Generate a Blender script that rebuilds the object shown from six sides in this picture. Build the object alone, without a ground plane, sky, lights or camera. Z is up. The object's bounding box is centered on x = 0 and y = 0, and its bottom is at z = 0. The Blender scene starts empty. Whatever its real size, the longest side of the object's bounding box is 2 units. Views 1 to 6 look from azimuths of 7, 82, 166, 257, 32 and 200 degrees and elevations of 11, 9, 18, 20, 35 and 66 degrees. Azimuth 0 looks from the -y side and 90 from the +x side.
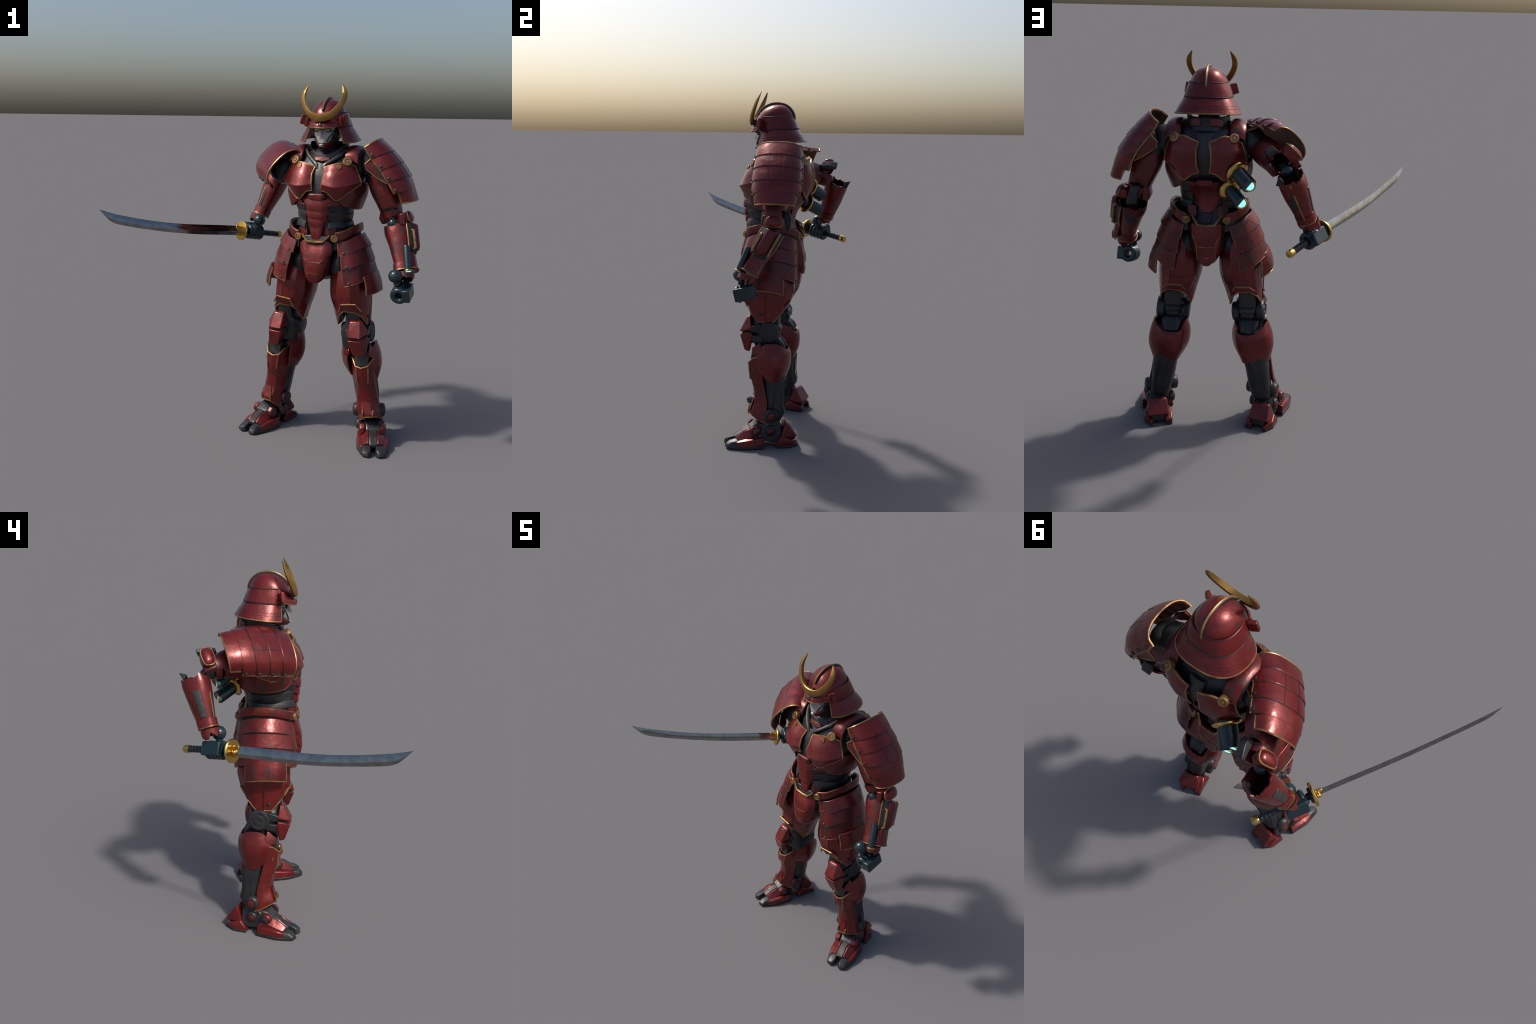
# Red lacquered samurai robot with a long curved sword.
# Everything is modelled in the figure's own frame: +x = its left, -y = its front, z up;
# the root Empty turns the whole figure into place.
import bpy, bmesh, math, random
from mathutils import Vector, Matrix

rng = random.Random(7)
V = Vector

# ------------------------------------------------------------------ materials
def new_mat(name):
    m = bpy.data.materials.new(name); m.use_nodes = True
    nt = m.node_tree
    return m, nt, nt.nodes["Principled BSDF"]

def N(nt, kind, **kw):
    n = nt.nodes.new(kind)
    for k, v in kw.items():
        if k in n.inputs: n.inputs[k].default_value = v
        else: setattr(n, k, v)
    return n

def coords(nt):
    """Object coordinates shifted by a per-object random amount."""
    tc = N(nt, "ShaderNodeTexCoord"); oi = N(nt, "ShaderNodeObjectInfo")
    mul = N(nt, "ShaderNodeMath", operation="MULTIPLY"); mul.inputs[1].default_value = 9.0
    nt.links.new(oi.outputs["Random"], mul.inputs[0])
    add = N(nt, "ShaderNodeVectorMath", operation="ADD")
    nt.links.new(tc.outputs["Object"], add.inputs[0]); nt.links.new(mul.outputs[0], add.inputs[1])
    return add.outputs[0]

def noise_tex(nt, co, scale, detail=4.0, rough=0.55):
    n = N(nt, "ShaderNodeTexNoise"); n.inputs["Scale"].default_value = scale
    n.inputs["Detail"].default_value = detail; n.inputs["Roughness"].default_value = rough
    nt.links.new(co, n.inputs["Vector"]); return n.outputs["Fac"]

def ramp(nt, fac, stops):
    r = N(nt, "ShaderNodeValToRGB"); els = r.color_ramp.elements
    while len(els) < len(stops): els.new(0.5)
    for e, (p, c) in zip(els, stops):
        e.position = p; e.color = (*c, 1) if len(c) == 3 else c
    nt.links.new(fac, r.inputs[0]); return r.outputs[0]

def mixc(nt, fac, a, b):
    m = N(nt, "ShaderNodeMix", data_type="RGBA")
    nt.links.new(fac, m.inputs[0])
    for s, i in ((a, 6), (b, 7)):
        if isinstance(s, tuple): m.inputs[i].default_value = (*s, 1)
        else: nt.links.new(s, m.inputs[i])
    return m.outputs[2]

def surface(name, c0, c1, metallic, rough, grime=None, g_lo=0.6, g_hi=0.72, g_amt=0.7,
            scale=7.0, g_scale=26.0, bump=0.04, coat=0.0, rvar=0.08, dents=0.0, streak=1.0):
    m, nt, b = new_mat(name); L = nt.links
    co = coords(nt)
    n1 = noise_tex(nt, co, scale)
    col = ramp(nt, n1, [(0.34, c0), (0.66, c1)])
    if grime:
        mp = N(nt, 'ShaderNodeMapping'); mp.inputs['Scale'].default_value = (1.0, 1.0, streak); L.new(co, mp.inputs['Vector'])
        n2 = noise_tex(nt, mp.outputs[0], g_scale, 6.0, 0.65)
        msk = ramp(nt, n2, [(g_lo, (0, 0, 0)), (g_hi, (g_amt,) * 3)])
        col = mixc(nt, msk, col, grime)
    L.new(col, b.inputs["Base Color"])
    n3 = noise_tex(nt, co, scale * 3.1, 5.0)
    mr = N(nt, "ShaderNodeMapRange"); L.new(n3, mr.inputs[0])
    mr.inputs[1].default_value = 0.3; mr.inputs[2].default_value = 0.7
    mr.inputs[3].default_value = max(0.05, rough - rvar); mr.inputs[4].default_value = rough + rvar
    L.new(mr.outputs[0], b.inputs["Roughness"])
    b.inputs["Metallic"].default_value = metallic
    if coat:
        b.inputs["Coat Weight"].default_value = coat; b.inputs["Coat Roughness"].default_value = 0.25
    if bump:
        n4 = noise_tex(nt, co, 60.0, 6.0)
        bp = N(nt, "ShaderNodeBump"); bp.inputs["Strength"].default_value = bump
        bp.inputs["Distance"].default_value = 0.01
        L.new(n4, bp.inputs["Height"]); last = bp
        if dents:
            n5 = noise_tex(nt, co, 17.0, 2.0)
            b2 = N(nt, "ShaderNodeBump"); b2.inputs["Strength"].default_value = dents
            b2.inputs["Distance"].default_value = 0.03
            L.new(n5, b2.inputs["Height"]); L.new(bp.outputs[0], b2.inputs["Normal"]); last = b2
        L.new(last.outputs[0], b.inputs["Normal"])
    return m

RED = surface("red_lacquer", (0.118, 0.0085, 0.0085), (0.172, 0.0165, 0.0150), 0.42, 0.31,
              grime=(0.045, 0.016, 0.016), g_lo=0.50, g_hi=0.72, g_amt=0.7, coat=0.15, dents=0.10)
REDW = surface("worn_red_lacquer", (0.105, 0.0085, 0.0085), (0.165, 0.0170, 0.0155), 0.42, 0.35,
               grime=(0.040, 0.026, 0.025), g_lo=0.47, g_hi=0.64, g_amt=0.85, coat=0.1, g_scale=24.0, dents=0.14, streak=0.4)
COPPER = surface("worn_copper_edge", (0.160, 0.050, 0.026), (0.270, 0.110, 0.055), 0.6, 0.38, scale=24.0,
                 grime=(0.05, 0.02, 0.016), g_lo=0.5, g_hi=0.66, g_amt=0.8)
DARK = surface("dark_gunmetal", (0.022, 0.023, 0.026), (0.046, 0.046, 0.048), 0.5, 0.42,
               grime=(0.085, 0.080, 0.076), g_lo=0.60, g_hi=0.78, g_amt=0.5, dents=0.1)
STEEL = surface("bare_scuffed_steel", (0.042, 0.041, 0.040), (0.088, 0.086, 0.083), 0.65, 0.33,
                grime=(0.035, 0.030, 0.030), g_lo=0.52, g_hi=0.68, g_amt=0.6, dents=0.12)
SEAM = surface("dark_seam_grime", (0.012, 0.009, 0.010), (0.022, 0.016, 0.016), 0.2, 0.55, bump=0.0)
TRIM = surface("aged_gold_trim", (0.215, 0.112, 0.042), (0.345, 0.200, 0.080), 0.6, 0.38,
               grime=(0.060, 0.030, 0.018), g_lo=0.52, g_hi=0.70, g_amt=0.75, scale=20.0)
HORN = surface("brushed_horn_gold", (0.205, 0.108, 0.024), (0.300, 0.170, 0.044), 0.65, 0.38, scale=14.0, bump=0.02)
GOLD = surface("polished_gold", (0.60, 0.385, 0.105), (0.68, 0.45, 0.13), 1.0, 0.25, bump=0.0, rvar=0.03)
TEAL = surface("dark_teal_plastic", (0.0075, 0.021, 0.026), (0.0095, 0.026, 0.031), 0.0, 0.27, bump=0.0, rvar=0.03)
WRAP = surface("dark_blue_grip_wrap", (0.005, 0.013, 0.021), (0.008, 0.019, 0.029), 0.0, 0.33, bump=0.0, rvar=0.04)
MASK = surface("grey_face_enamel", (0.25, 0.247, 0.24), (0.36, 0.355, 0.345), 0.25, 0.42,
               grime=(0.06, 0.04, 0.036), g_lo=0.50, g_hi=0.70, g_amt=0.7, scale=18.0)
EYE = surface("pale_yellow_lens", (0.40, 0.36, 0.11), (0.50, 0.45, 0.16), 0.0, 0.3, bump=0.0)
INNER = surface("brown_lining", (0.100, 0.056, 0.026), (0.165, 0.096, 0.046), 0.35, 0.5, scale=9.0)
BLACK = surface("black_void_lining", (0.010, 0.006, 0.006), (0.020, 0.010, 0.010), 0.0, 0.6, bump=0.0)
DRED = surface("dark_red_lining", (0.055, 0.006, 0.006), (0.085, 0.010, 0.010), 0.2, 0.45)

def glow_mat():
    m, nt, b = new_mat("cyan_glow")
    b.inputs["Base Color"].default_value = (0.05, 0.3, 0.3, 1)
    b.inputs["Emission Color"].default_value = (0.35, 1.0, 1.0, 1)
    b.inputs["Emission Strength"].default_value = 1.0
    return m
GLOW = glow_mat()

def blade_mat():
    m, nt, b = new_mat("polished_blade_steel"); L = nt.links
    tc = N(nt, "ShaderNodeTexCoord")
    n = noise_tex(nt, tc.outputs["Object"], 22.0, 6.0, 0.7)
    n2 = noise_tex(nt, tc.outputs["Object"], 70.0, 5.0, 0.7)
    c = ramp(nt, n, [(0.40, (0.25, 0.248, 0.248)), (0.6, (0.34, 0.338, 0.340))])
    st = ramp(nt, n2, [(0.60, (0, 0, 0)), (0.74, (0.4,) * 3)])
    L.new(mixc(nt, st, c, (0.22, 0.17, 0.15)), b.inputs["Base Color"])
    b.inputs["Metallic"].default_value = 1.0
    r = ramp(nt, n2, [(0.35, (0.07,) * 3), (0.7, (0.15,) * 3)])
    L.new(r, b.inputs["Roughness"])
    return m
BLADE = blade_mat()

# ------------------------------------------------------------------ geometry kit
class G:
    """vertices, faces and one material slot number per face"""
    def __init__(s, v=None, f=None, m=None):
        s.v = v or []; s.f = f or []; s.m = m or [0] * len(s.f)
    def __add__(a, b):
        k = len(a.v)
        return G(a.v + b.v, a.f + [tuple(i + k for i in q) for q in b.f], a.m + b.m)
    def slot(s, i):
        return G(list(s.v), list(s.f), [i] * len(s.f))
    def xf(s, M):
        flip = M.to_3x3().determinant() < 0
        return G([M @ p for p in s.v], [tuple(reversed(q)) for q in s.f] if flip else list(s.f), list(s.m))
MIR = Matrix.Diagonal((-1, 1, 1, 1))

def joined(gs):
    o = G()
    for g in gs: o = o + g
    return o

def cr(p, n, closed=False):
    """Catmull-Rom through p with n pieces per span"""
    p = [V(q) for q in p]
    if n <= 1: return p
    out = []; k = len(p)
    for i in range(k if closed else k - 1):
        if closed: a, b, c, d = p[i - 1], p[i], p[(i + 1) % k], p[(i + 2) % k]
        else:
            b, c = p[i], p[i + 1]
            a = p[i - 1] if i else b * 2 - c
            d = p[i + 2] if i + 2 < k else c * 2 - b
        for j in range(n):
            t = j / n
            out.append(0.5 * ((2 * b) + (c - a) * t + (2 * a - 5 * b + 4 * c - d) * t * t + (3 * b - 3 * c + d - a) * t ** 3))
    if not closed: out.append(p[-1])
    return out

def lin(p, n):
    p = [V(q) for q in p]; out = []
    for a, b in zip(p, p[1:]):
        out += [a.lerp(b, j / n) for j in range(n)]
    return out + [p[-1]]

def refine(rows, su, sv, closed=False, lu=False, lv=False):
    rows = [cr(r, su, closed) if not lu else (lin(list(r) + ([r[0]] if closed else []), su)[: -1 if closed else None]) for r in rows]
    cols = [(lin if lv else cr)([r[i] for r in rows], sv) for i in range(len(rows[0]))]
    return [[c[j] for c in cols] for j in range(len(cols[0]))]

def shell(rows, th, out=None, su=4, sv=4, closed=False, lu=False, lv=False, inner=None):
    """sheet through control rows, th thick, thickness grown away from the outside"""
    g = refine(rows, su, sv, closed, lu, lv)
    nr, nc = len(g), len(g[0])
    def nrm(i, j):
        a = g[min(i + 1, nr - 1)][j] - g[max(i - 1, 0)][j]
        if closed: b = g[i][(j + 1) % nc] - g[i][j - 1]
        else: b = g[i][min(j + 1, nc - 1)] - g[i][max(j - 1, 0)]
        n = a.cross(b); return n.normalized() if n.length > 1e-9 else V((0, 0, 1))
    nn = [[nrm(i, j) for j in range(nc)] for i in range(nr)]
    if out is None:
        out = sum((p for r in g for p in r), V()) / (nr * nc); out.y = 0
    out = V(out)
    s = sum((nn[i][j].dot(g[i][j] - out) for i in range(nr) for j in range(nc)))
    sg = 1 if s >= 0 else -1
    v = [p for r in g for p in r] + [g[i][j] - nn[i][j] * sg * th for i in range(nr) for j in range(nc)]
    K = nr * nc; f = []; m = []
    im = 0 if inner is None else inner
    def q(a, b, c, d, k):
        f.append((a, b, c, d) if sg > 0 else (d, c, b, a)); m.append(k)
    J = nc if closed else nc - 1
    for i in range(nr - 1):
        for j in range(J):
            a, b = i * nc + j, i * nc + (j + 1) % nc
            c, d = b + nc, a + nc
            q(a, d, c, b, 0); q(K + a, K + b, K + c, K + d, im)
    for j in range(J):
        b = (j + 1) % nc
        q(j, b, K + b, K + j, 0)
        a2, b2 = (nr - 1) * nc + j, (nr - 1) * nc + b
        q(b2, a2, K + a2, K + b2, 0)
    if not closed:
        for i in range(nr - 1):
            a, d = i * nc, (i + 1) * nc
            q(a, K + a, K + d, d, 0)
            a, d = i * nc + nc - 1, (i + 1) * nc + nc - 1
            q(d, K + d, K + a, a, 0)
    o = G(v, f, m); o.grid = g
    h = th * 0.22
    mid = [[g[i][j] - nn[i][j] * sg * h for j in range(nc)] for i in range(nr)]
    o.top, o.bot = mid[0], mid[-1]
    o.left, o.right = [r[0] for r in mid], [r[-1] for r in mid]
    return o

def tube(path, r, closed=False, sides=6, flat=1.0):
    path = [V(p) for p in path]
    q = [path[0]]
    for p in path[1:]:
        if (p - q[-1]).length > 1e-4: q.append(p)
    path = q; n = len(path)
    rad = r if callable(r) else (lambda t: r)
    v = []; f = []; up = None
    for i, p in enumerate(path):
        a = path[i - 1] if (i or closed) else p
        b = path[(i + 1) % n] if (i < n - 1 or closed) else p
        t = (b - a).normalized()
        if up is None:
            up = t.orthogonal().normalized()
        up = (up - t * up.dot(t)).normalized(); sd = t.cross(up)
        R = rad(i / max(1, n - 1))
        for k in range(sides):
            an = 2 * math.pi * k / sides
            v.append(p + up * math.cos(an) * R + sd * math.sin(an) * R * flat)
    for i in range(n if closed else n - 1):
        for k in range(sides):
            a = i * sides + k; b = i * sides + (k + 1) % sides
            c = ((i + 1) % n) * sides + (k + 1) % sides; d = ((i + 1) % n) * sides + k
            f.append((a, b, c, d))
    if not closed:
        f.append(tuple(reversed(range(sides)))); f.append(tuple((n - 1) * sides + k for k in range(sides)))
    return G(v, f)

def frame(axis, ref=(0, 0, 1)):
    z = V(axis).normalized(); x = V(ref) - z * z.dot(V(ref))
    if x.length < 1e-4: x = z.orthogonal()
    x.normalize(); y = z.cross(x)
    return Matrix((x, y, z)).transposed()

def lathe(c, axis, prof, seg=24, ref=(0, 0, 1)):
    """prof: (radius, height along axis)"""
    M = frame(axis, ref); c = V(c); v = []; f = []
    for r, h in prof:
        for k in range(seg):
            a = 2 * math.pi * (k + 0.5) / seg
            v.append(c + M @ V((r * math.cos(a), r * math.sin(a), h)))
    for i in range(len(prof) - 1):
        for k in range(seg):
            a = i * seg + k; b = i * seg + (k + 1) % seg
            f.append((a, b, b + seg, a + seg))
    f.append(tuple(reversed(range(seg)))); k = (len(prof) - 1) * seg
    f.append(tuple(k + i for i in range(seg)))
    return G(v, f)

def ball(c, r, seg=28, squash=(1, 1, 1), M=None):
    v = []; f = []; n = seg // 2; c = V(c)
    for i in range(n + 1):
        t = math.pi * i / n
        for k in range(seg):
            a = 2 * math.pi * k / seg
            p = V((r * squash[0] * math.sin(t) * math.cos(a), r * squash[1] * math.sin(t) * math.sin(a), r * squash[2] * math.cos(t)))
            v.append(c + (M @ p if M else p))
    for i in range(n):
        for k in range(seg):
            a = i * seg + k; b = i * seg + (k + 1) % seg
            if i == 0: f.append((a, a + seg, b + seg))
            elif i == n - 1: f.append((a, a + seg, b))
            else: f.append((a, a + seg, b + seg, b))
    return G(v, f)

def torus(c, axis, R, r, seg=28, sides=10):
    M = frame(axis); c = V(c)
    return tube([c + M @ V((R * math.cos(2 * math.pi * k / seg), R * math.sin(2 * math.pi * k / seg), 0)) for k in range(seg)], r, True, sides)

def hull(pts):
    bm = bmesh.new()
    for p in pts: bm.verts.new(V(p))
    r = bmesh.ops.convex_hull(bm, input=bm.verts[:])
    bmesh.ops.delete(bm, geom=[e for e in set(r["geom_interior"] + r["geom_unused"]) if isinstance(e, bmesh.types.BMVert)], context="VERTS")
    bmesh.ops.dissolve_limit(bm, angle_limit=math.radians(6), verts=bm.verts[:], edges=bm.edges[:])
    bmesh.ops.recalc_face_normals(bm, faces=bm.faces[:])
    bm.verts.index_update()
    g = G([v.co.copy() for v in bm.verts], [tuple(v.index for v in f.verts) for f in bm.faces])
    bm.free(); return g

def box(c, size, M=None):
    c = V(c); h = [s / 2 for s in size]
    return hull([c + (M @ V((x, y, z)) if M else V((x, y, z))) for x in (-h[0], h[0]) for y in (-h[1], h[1]) for z in (-h[2], h[2])])

def loft(rings, caps=True):
    v = [V(p) for r in rings for p in r]; n = len(rings[0]); f = []
    for i in range(len(rings) - 1):
        for k in range(n):
            a = i * n + k; b = i * n + (k + 1) % n
            f.append((a, b, b + n, a + n))
    if caps:
        f.append(tuple(reversed(range(n)))); k = (len(rings) - 1) * n; f.append(tuple(k + i for i in range(n)))
    return G(v, f)

def ring(cx, rx, yf, yb, z, n=2.5, seg=32, dz=None):
    """super-ellipse in plan from yf (front) to yb (back)"""
    cy = (yf + yb) / 2; ry = (yb - yf) / 2; o = []
    for k in range(seg):
        a = 2 * math.pi * k / seg; c, s = math.cos(a), math.sin(a)
        x = math.copysign(abs(c) ** (2 / n), c); y = math.copysign(abs(s) ** (2 / n), s)
        o.append(V((cx + rx * x, cy + ry * y, z + (dz(a) if dz else 0))))
    return o

# ------------------------------------------------------------------ objects
ROOT = bpy.data.objects.new("samurai_robot", None)
bpy.context.scene.collection.objects.link(ROOT)
ROOT.empty_display_size = 0.2
ROOT.location = (0.362, -0.059, 0.0)
ROOT.rotation_euler = (0, 0, math.radians(-17.3))
ROOT["label"] = "red armoured samurai robot with gold horns and long sword"
ROOT["category"] = "robot"

def put(name, g, mats, parent=None, bevel=0.0, seg=2, angle=35.0, kind=None, mesh=None, at=None):
    if mesh is None:
        c = sum(g.v, V()) / len(g.v)
        mesh = bpy.data.meshes.new(name)
        mesh.from_pydata([p - c for p in g.v], [], g.f)
        for m in (mats if isinstance(mats, (list, tuple)) else [mats]): mesh.materials.append(m)
        mesh.polygons.foreach_set("material_index", g.m)
        mesh.polygons.foreach_set("use_smooth", [True] * len(g.f))
        mesh.update(); mesh.validate()
        bm = bmesh.new(); bm.from_mesh(mesh)
        bmesh.ops.remove_doubles(bm, verts=bm.verts[:], dist=1e-5)
        bmesh.ops.recalc_face_normals(bm, faces=bm.faces[:])
        bm.to_mesh(mesh); bm.free()
        mesh.set_sharp_from_angle(angle=math.radians(angle))
    else: c = V(at)
    ob = bpy.data.objects.new(name, mesh)
    bpy.context.scene.collection.objects.link(ob)
    par = parent or ROOT
    ob.parent = par
    ob["_c"] = tuple(c)
    pc = V(par["_c"]) if "_c" in par.keys() else V()
    ob.location = c - pc
    if bevel:
        md = ob.modifiers.new("bevel", "BEVEL"); md.width = bevel; md.segments = seg
        md.limit_method = "ANGLE"; md.angle_limit = math.radians(28); md.use_clamp_overlap = True
        md.harden_normals = False
    if kind: ob["kind"] = kind
    return ob

def pair(name, g, mats, parents=(None, None), **kw):
    """the part and its mirror image"""
    return (put(name, g, mats, parents[0], **kw), put(name, g.xf(MIR), mats, parents[1], **kw))

def sym(half, keep_centre=True):
    """mirror a half row (x from 0 outwards) to a full row from -x to +x"""
    return [V((-p[0], p[1], p[2])) for p in reversed(half) if p[0] > 1e-6] + [V(p) for p in half]

def bolt(c, axis, r, h, parent, mat=TRIM, sides=8, name="boss"):
    g = lathe(c, axis, [(r * 0.98, -h), (r, h * 0.35), (r * 0.86, h * 0.6), (r * 0.62, h * 0.62), (r * 0.58, h * 0.36), (r * 0.36, h * 0.36), (r * 0.32, h * 0.6), (r * 0.1, h * 0.62)], sides)
    return put(name, g, mat, parent, bevel=0.0)

# ================================================================== HEAD
def build_head():
    # dark skull and neck inside the helmet
    skull = loft([ring(0, 0.030, -0.115, -0.02, 1.662, 2.2), ring(0, 0.052, -0.132, 0.0, 1.685, 2.2), ring(0, 0.070, -0.138, 0.02, 1.72, 2.2),
                  ring(0, 0.078, -0.140, 0.03, 1.765, 2.2), ring(0, 0.078, -0.135, 0.03, 1.80, 2.2)])
    head = put("head", skull, DARK)
    # grey face mask
    rows = [sym([(0, -.148, 1.782), (.030, -.146, 1.782), (.048, -.134, 1.780), (.060, -.118, 1.778)]),
            sym([(0, -.150, 1.760), (.028, -.140, 1.758), (.048, -.130, 1.757), (.060, -.112, 1.757)]),
            sym([(0, -.162, 1.733), (.018, -.150, 1.738), (.044, -.138, 1.740), (.055, -.120, 1.744)]),
            sym([(0, -.155, 1.715), (.022, -.152, 1.714), (.040, -.134, 1.718), (.048, -.115, 1.722)]),
            sym([(0, -.158, 1.695), (.018, -.152, 1.694), (.030, -.136, 1.696), (.036, -.118, 1.700)])]
    put("face_mask", shell(rows, 0.008, (0, 0, 1.73), 3, 3), MASK, head)
    put("eye", ball((0.029, -0.140, 1.764), 0.016, 16, (1.1, .55, .42)), EYE, head)
    put("eye", ball((-0.029, -0.140, 1.764), 0.016, 16, (1.1, .55, .42)), EYE, head)
    for sx in (1, -1):
        put("brow_ridge", tube([V((sx * .006, -.158, 1.768)), V((sx * .028, -.154, 1.776)), V((sx * .052, -.138, 1.780))], .0055, sides=6), DARK, head)
        put("dark_eye_patch", ball((sx * .029, -.137, 1.762), .019, 16, (1.25, .5, .6)), DARK, head)  # raised dark ellipsoid added around the eye in place of a hollow
        put("cheek_line", tube([V((sx * .050, -.130, 1.748)), V((sx * .036, -.142, 1.722)), V((sx * .026, -.150, 1.700))], .0035, sides=5), SEAM, head)
    put("nose", hull([(0, -.152, 1.762), (.007, -.146, 1.760), (-.007, -.146, 1.760), (.011, -.152, 1.733), (-.011, -.152, 1.733), (0, -.168, 1.734), (0, -.155, 1.724)]), MASK, head, bevel=0.003)
    # red jaw guard wrapping the chin
    rows = [sym([(0, -.152, 1.692), (.020, -.146, 1.694), (.040, -.125, 1.704), (.058, -.090, 1.722), (.066, -.05, 1.735)]),
            sym([(0, -.160, 1.682), (.020, -.150, 1.682), (.038, -.125, 1.688), (.055, -.085, 1.700), (.062, -.045, 1.712)]),
            sym([(0, -.145, 1.665), (.016, -.138, 1.665), (.032, -.112, 1.668), (.046, -.075, 1.676), (.050, -.040, 1.688)])]
    put("jaw_guard", shell(rows, 0.008, (0, 0, 1.73), 3, 3), REDW, head)
    put("mouth_plate", hull([(-.014, -.156, 1.692), (.014, -.156, 1.692), (-.010, -.160, 1.672), (.010, -.160, 1.672), (0, -.166, 1.684), (-.01, -.14, 1.68), (.01, -.14, 1.68)]), MASK, head, bevel=0.003)
    for sx in (1, -1):
        put("cheek_guard", hull([(sx * x, y, z) for x, y, z in ((.056, -.128, 1.765), (.072, -.095, 1.765), (.050, -.125, 1.715), (.064, -.085, 1.715), (.062, -.134, 1.745), (.06, -.08, 1.76), (.05, -.08, 1.72))]), DARK, head, bevel=0.004)

    # ---- helmet bowl
    def hring(cy, rx, ry, z, n, seg=48, tilt=0.0):
        return [p + V((0, 0, tilt * (p.y - cy))) for p in ring(0, rx, cy - ry, cy + ry, z, n, seg)]
    bowl = loft([hring(-.047, .100, .116, 1.800, 2.3), hring(-.045, .099, .110, 1.835, 2.2), hring(-.042, .094, .105, 1.856, 2.15), hring(-.039, .084, .094, 1.880, 2.1),
                 hring(-.035, .066, .074, 1.904, 2.05), hring(-.031, .046, .050, 1.919, 2), hring(-.030, .020, .022, 1.927, 2), hring(-.030, .004, .004, 1.9285, 2)])
    helmet = put("helmet", bowl, RED, angle=50)
    # two flaring neck-guard lames, open over the face
    def lame(a, b, ang, tilt_a, tilt_b, th=0.008, bulge=0.004):
        rows = []
        for t in (0, 0.5, 1):
            row = []
            for k in range(25):
                an = math.radians(-90 + ang) + math.radians(360 - 2 * ang) * k / 24
                cy = a[0] + (b[0] - a[0]) * t; rx = a[1] + (b[1] - a[1]) * t + bulge * math.sin(math.pi * t)
                ry = a[2] + (b[2] - a[2]) * t + bulge * math.sin(math.pi * t); z = a[3] + (b[3] - a[3]) * t
                n = 2.5; c, s = math.cos(an), math.sin(an)
                x = math.copysign(abs(c) ** (2 / n), c) * rx; y = math.copysign(abs(s) ** (2 / n), s) * ry
                row.append(V((x, cy + y, z + (tilt_a + (tilt_b - tilt_a) * t) * (y + 0.0))))
            rows.append(row)
        return shell(rows, th, (0, -0.03, (a[3] + b[3]) / 2), 2, 4)
    l1 = lame((-.034, .098, .096, 1.856), (-.022, .122, .113, 1.788), 40, 0.02, 0.06, bulge=.002)
    put("neck_guard_lame", l1, RED, helmet, bevel=0.002, angle=50)
    l2 = lame((-.026, .110, .101, 1.802), (-.002, .1655, .1385, 1.707), 38, 0.05, 0.10, bulge=.001)
    put('lame_seam', tube([p * 1.0 + V((p.x * .01, (p.y + .02) * .01, -.002)) for p in l1.bot], .0026), SEAM, helmet); put('lame_seam', tube([p + V((0, 0, .002)) for p in l1.top], .0024), SEAM, helmet)
    o2 = put("neck_guard_lame", l2, RED, helmet, bevel=0.002, angle=50)
    for r_i in (5, 6):
        put("plate_seam", tube([p for p in l2.grid[r_i]], .0009, sides=4), SEAM, o2)
    put("gold_rim", tube(l2.left + l2.bot + list(reversed(l2.right)), 0.0042), TRIM, o2)
    # brim over the eyes
    rows = []
    for t, (yo, zo) in enumerate(((0.0, 0.0), (-.012, -.014), (-.018, -.032))):
        rows.append(sym([(0, -.174 + yo, 1.806 + zo), (.030, -.168 + yo, 1.806 + zo), (.062, -.148 + yo * .8, 1.808 + zo * .95), (.088, -.118 + yo * .5, 1.812 + zo * .85), (.104, -.085 + yo * .3, 1.816 + zo * .8)]))
    br = shell(rows, 0.010, (0, 0, 1.81), 4, 3)
    o = put("brim", br, RED, helmet, bevel=0.002)
    put("gold_rim", tube(br.bot, 0.0032), TRIM, o)
    put("brow_highlight", hull([(-.014, -.180, 1.800), (.014, -.180, 1.800), (-.010, -.194, 1.782), (.010, -.194, 1.782), (-.012, -.17, 1.785), (.012, -.17, 1.785), (0, -.187, 1.803)]), STEEL, helmet, bevel=0.003)  # grey wedge modelling a highlight on the brim, not a real badge
    # folded side blocks
    for sx in (1, -1):
        M = Matrix.Rotation(math.radians(-24 * sx), 3, "Z") @ Matrix.Rotation(math.radians(-14 * sx), 3, "Y")
        b = box((sx * .114, -.114, 1.817), (.042, .020, .054), M)
        ob = put("side_block", b, RED, helmet, bevel=0.004)
        put("block_hinge", box((sx * .098, -.118, 1.806), (.020, .028, .052), M), REDW, ob, bevel=0.004)
    # crest fin over the top of the bowl
    outp = [(.068, 1.842), (.066, 1.868), (.055, 1.892), (.036, 1.914), (.008, 1.930), (-.033, 1.9375), (-.075, 1.933), (-.112, 1.914), (-.138, 1.888), (-.150, 1.868)]
    inp = [(.045, 1.838), (.042, 1.858), (.030, 1.880), (.016, 1.894), (-.004, 1.906), (-.033, 1.910), (-.064, 1.906), (-.092, 1.892), (-.118, 1.874), (-.132, 1.858)]
    o_ = cr([(0, y, z) for y, z in outp], 3); i_ = cr([(0, y, z) for y, z in inp], 3)
    rings = []
    for a, b in zip(o_, i_):
        rings.append([a + V((-.0065, 0, 0)), a + V((.0065, 0, 0)), b + V((.009, 0, 0)), b + V((-.009, 0, 0))])
    fin = put("crest_fin", loft(rings), DARK, helmet, bevel=0.002)
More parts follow.
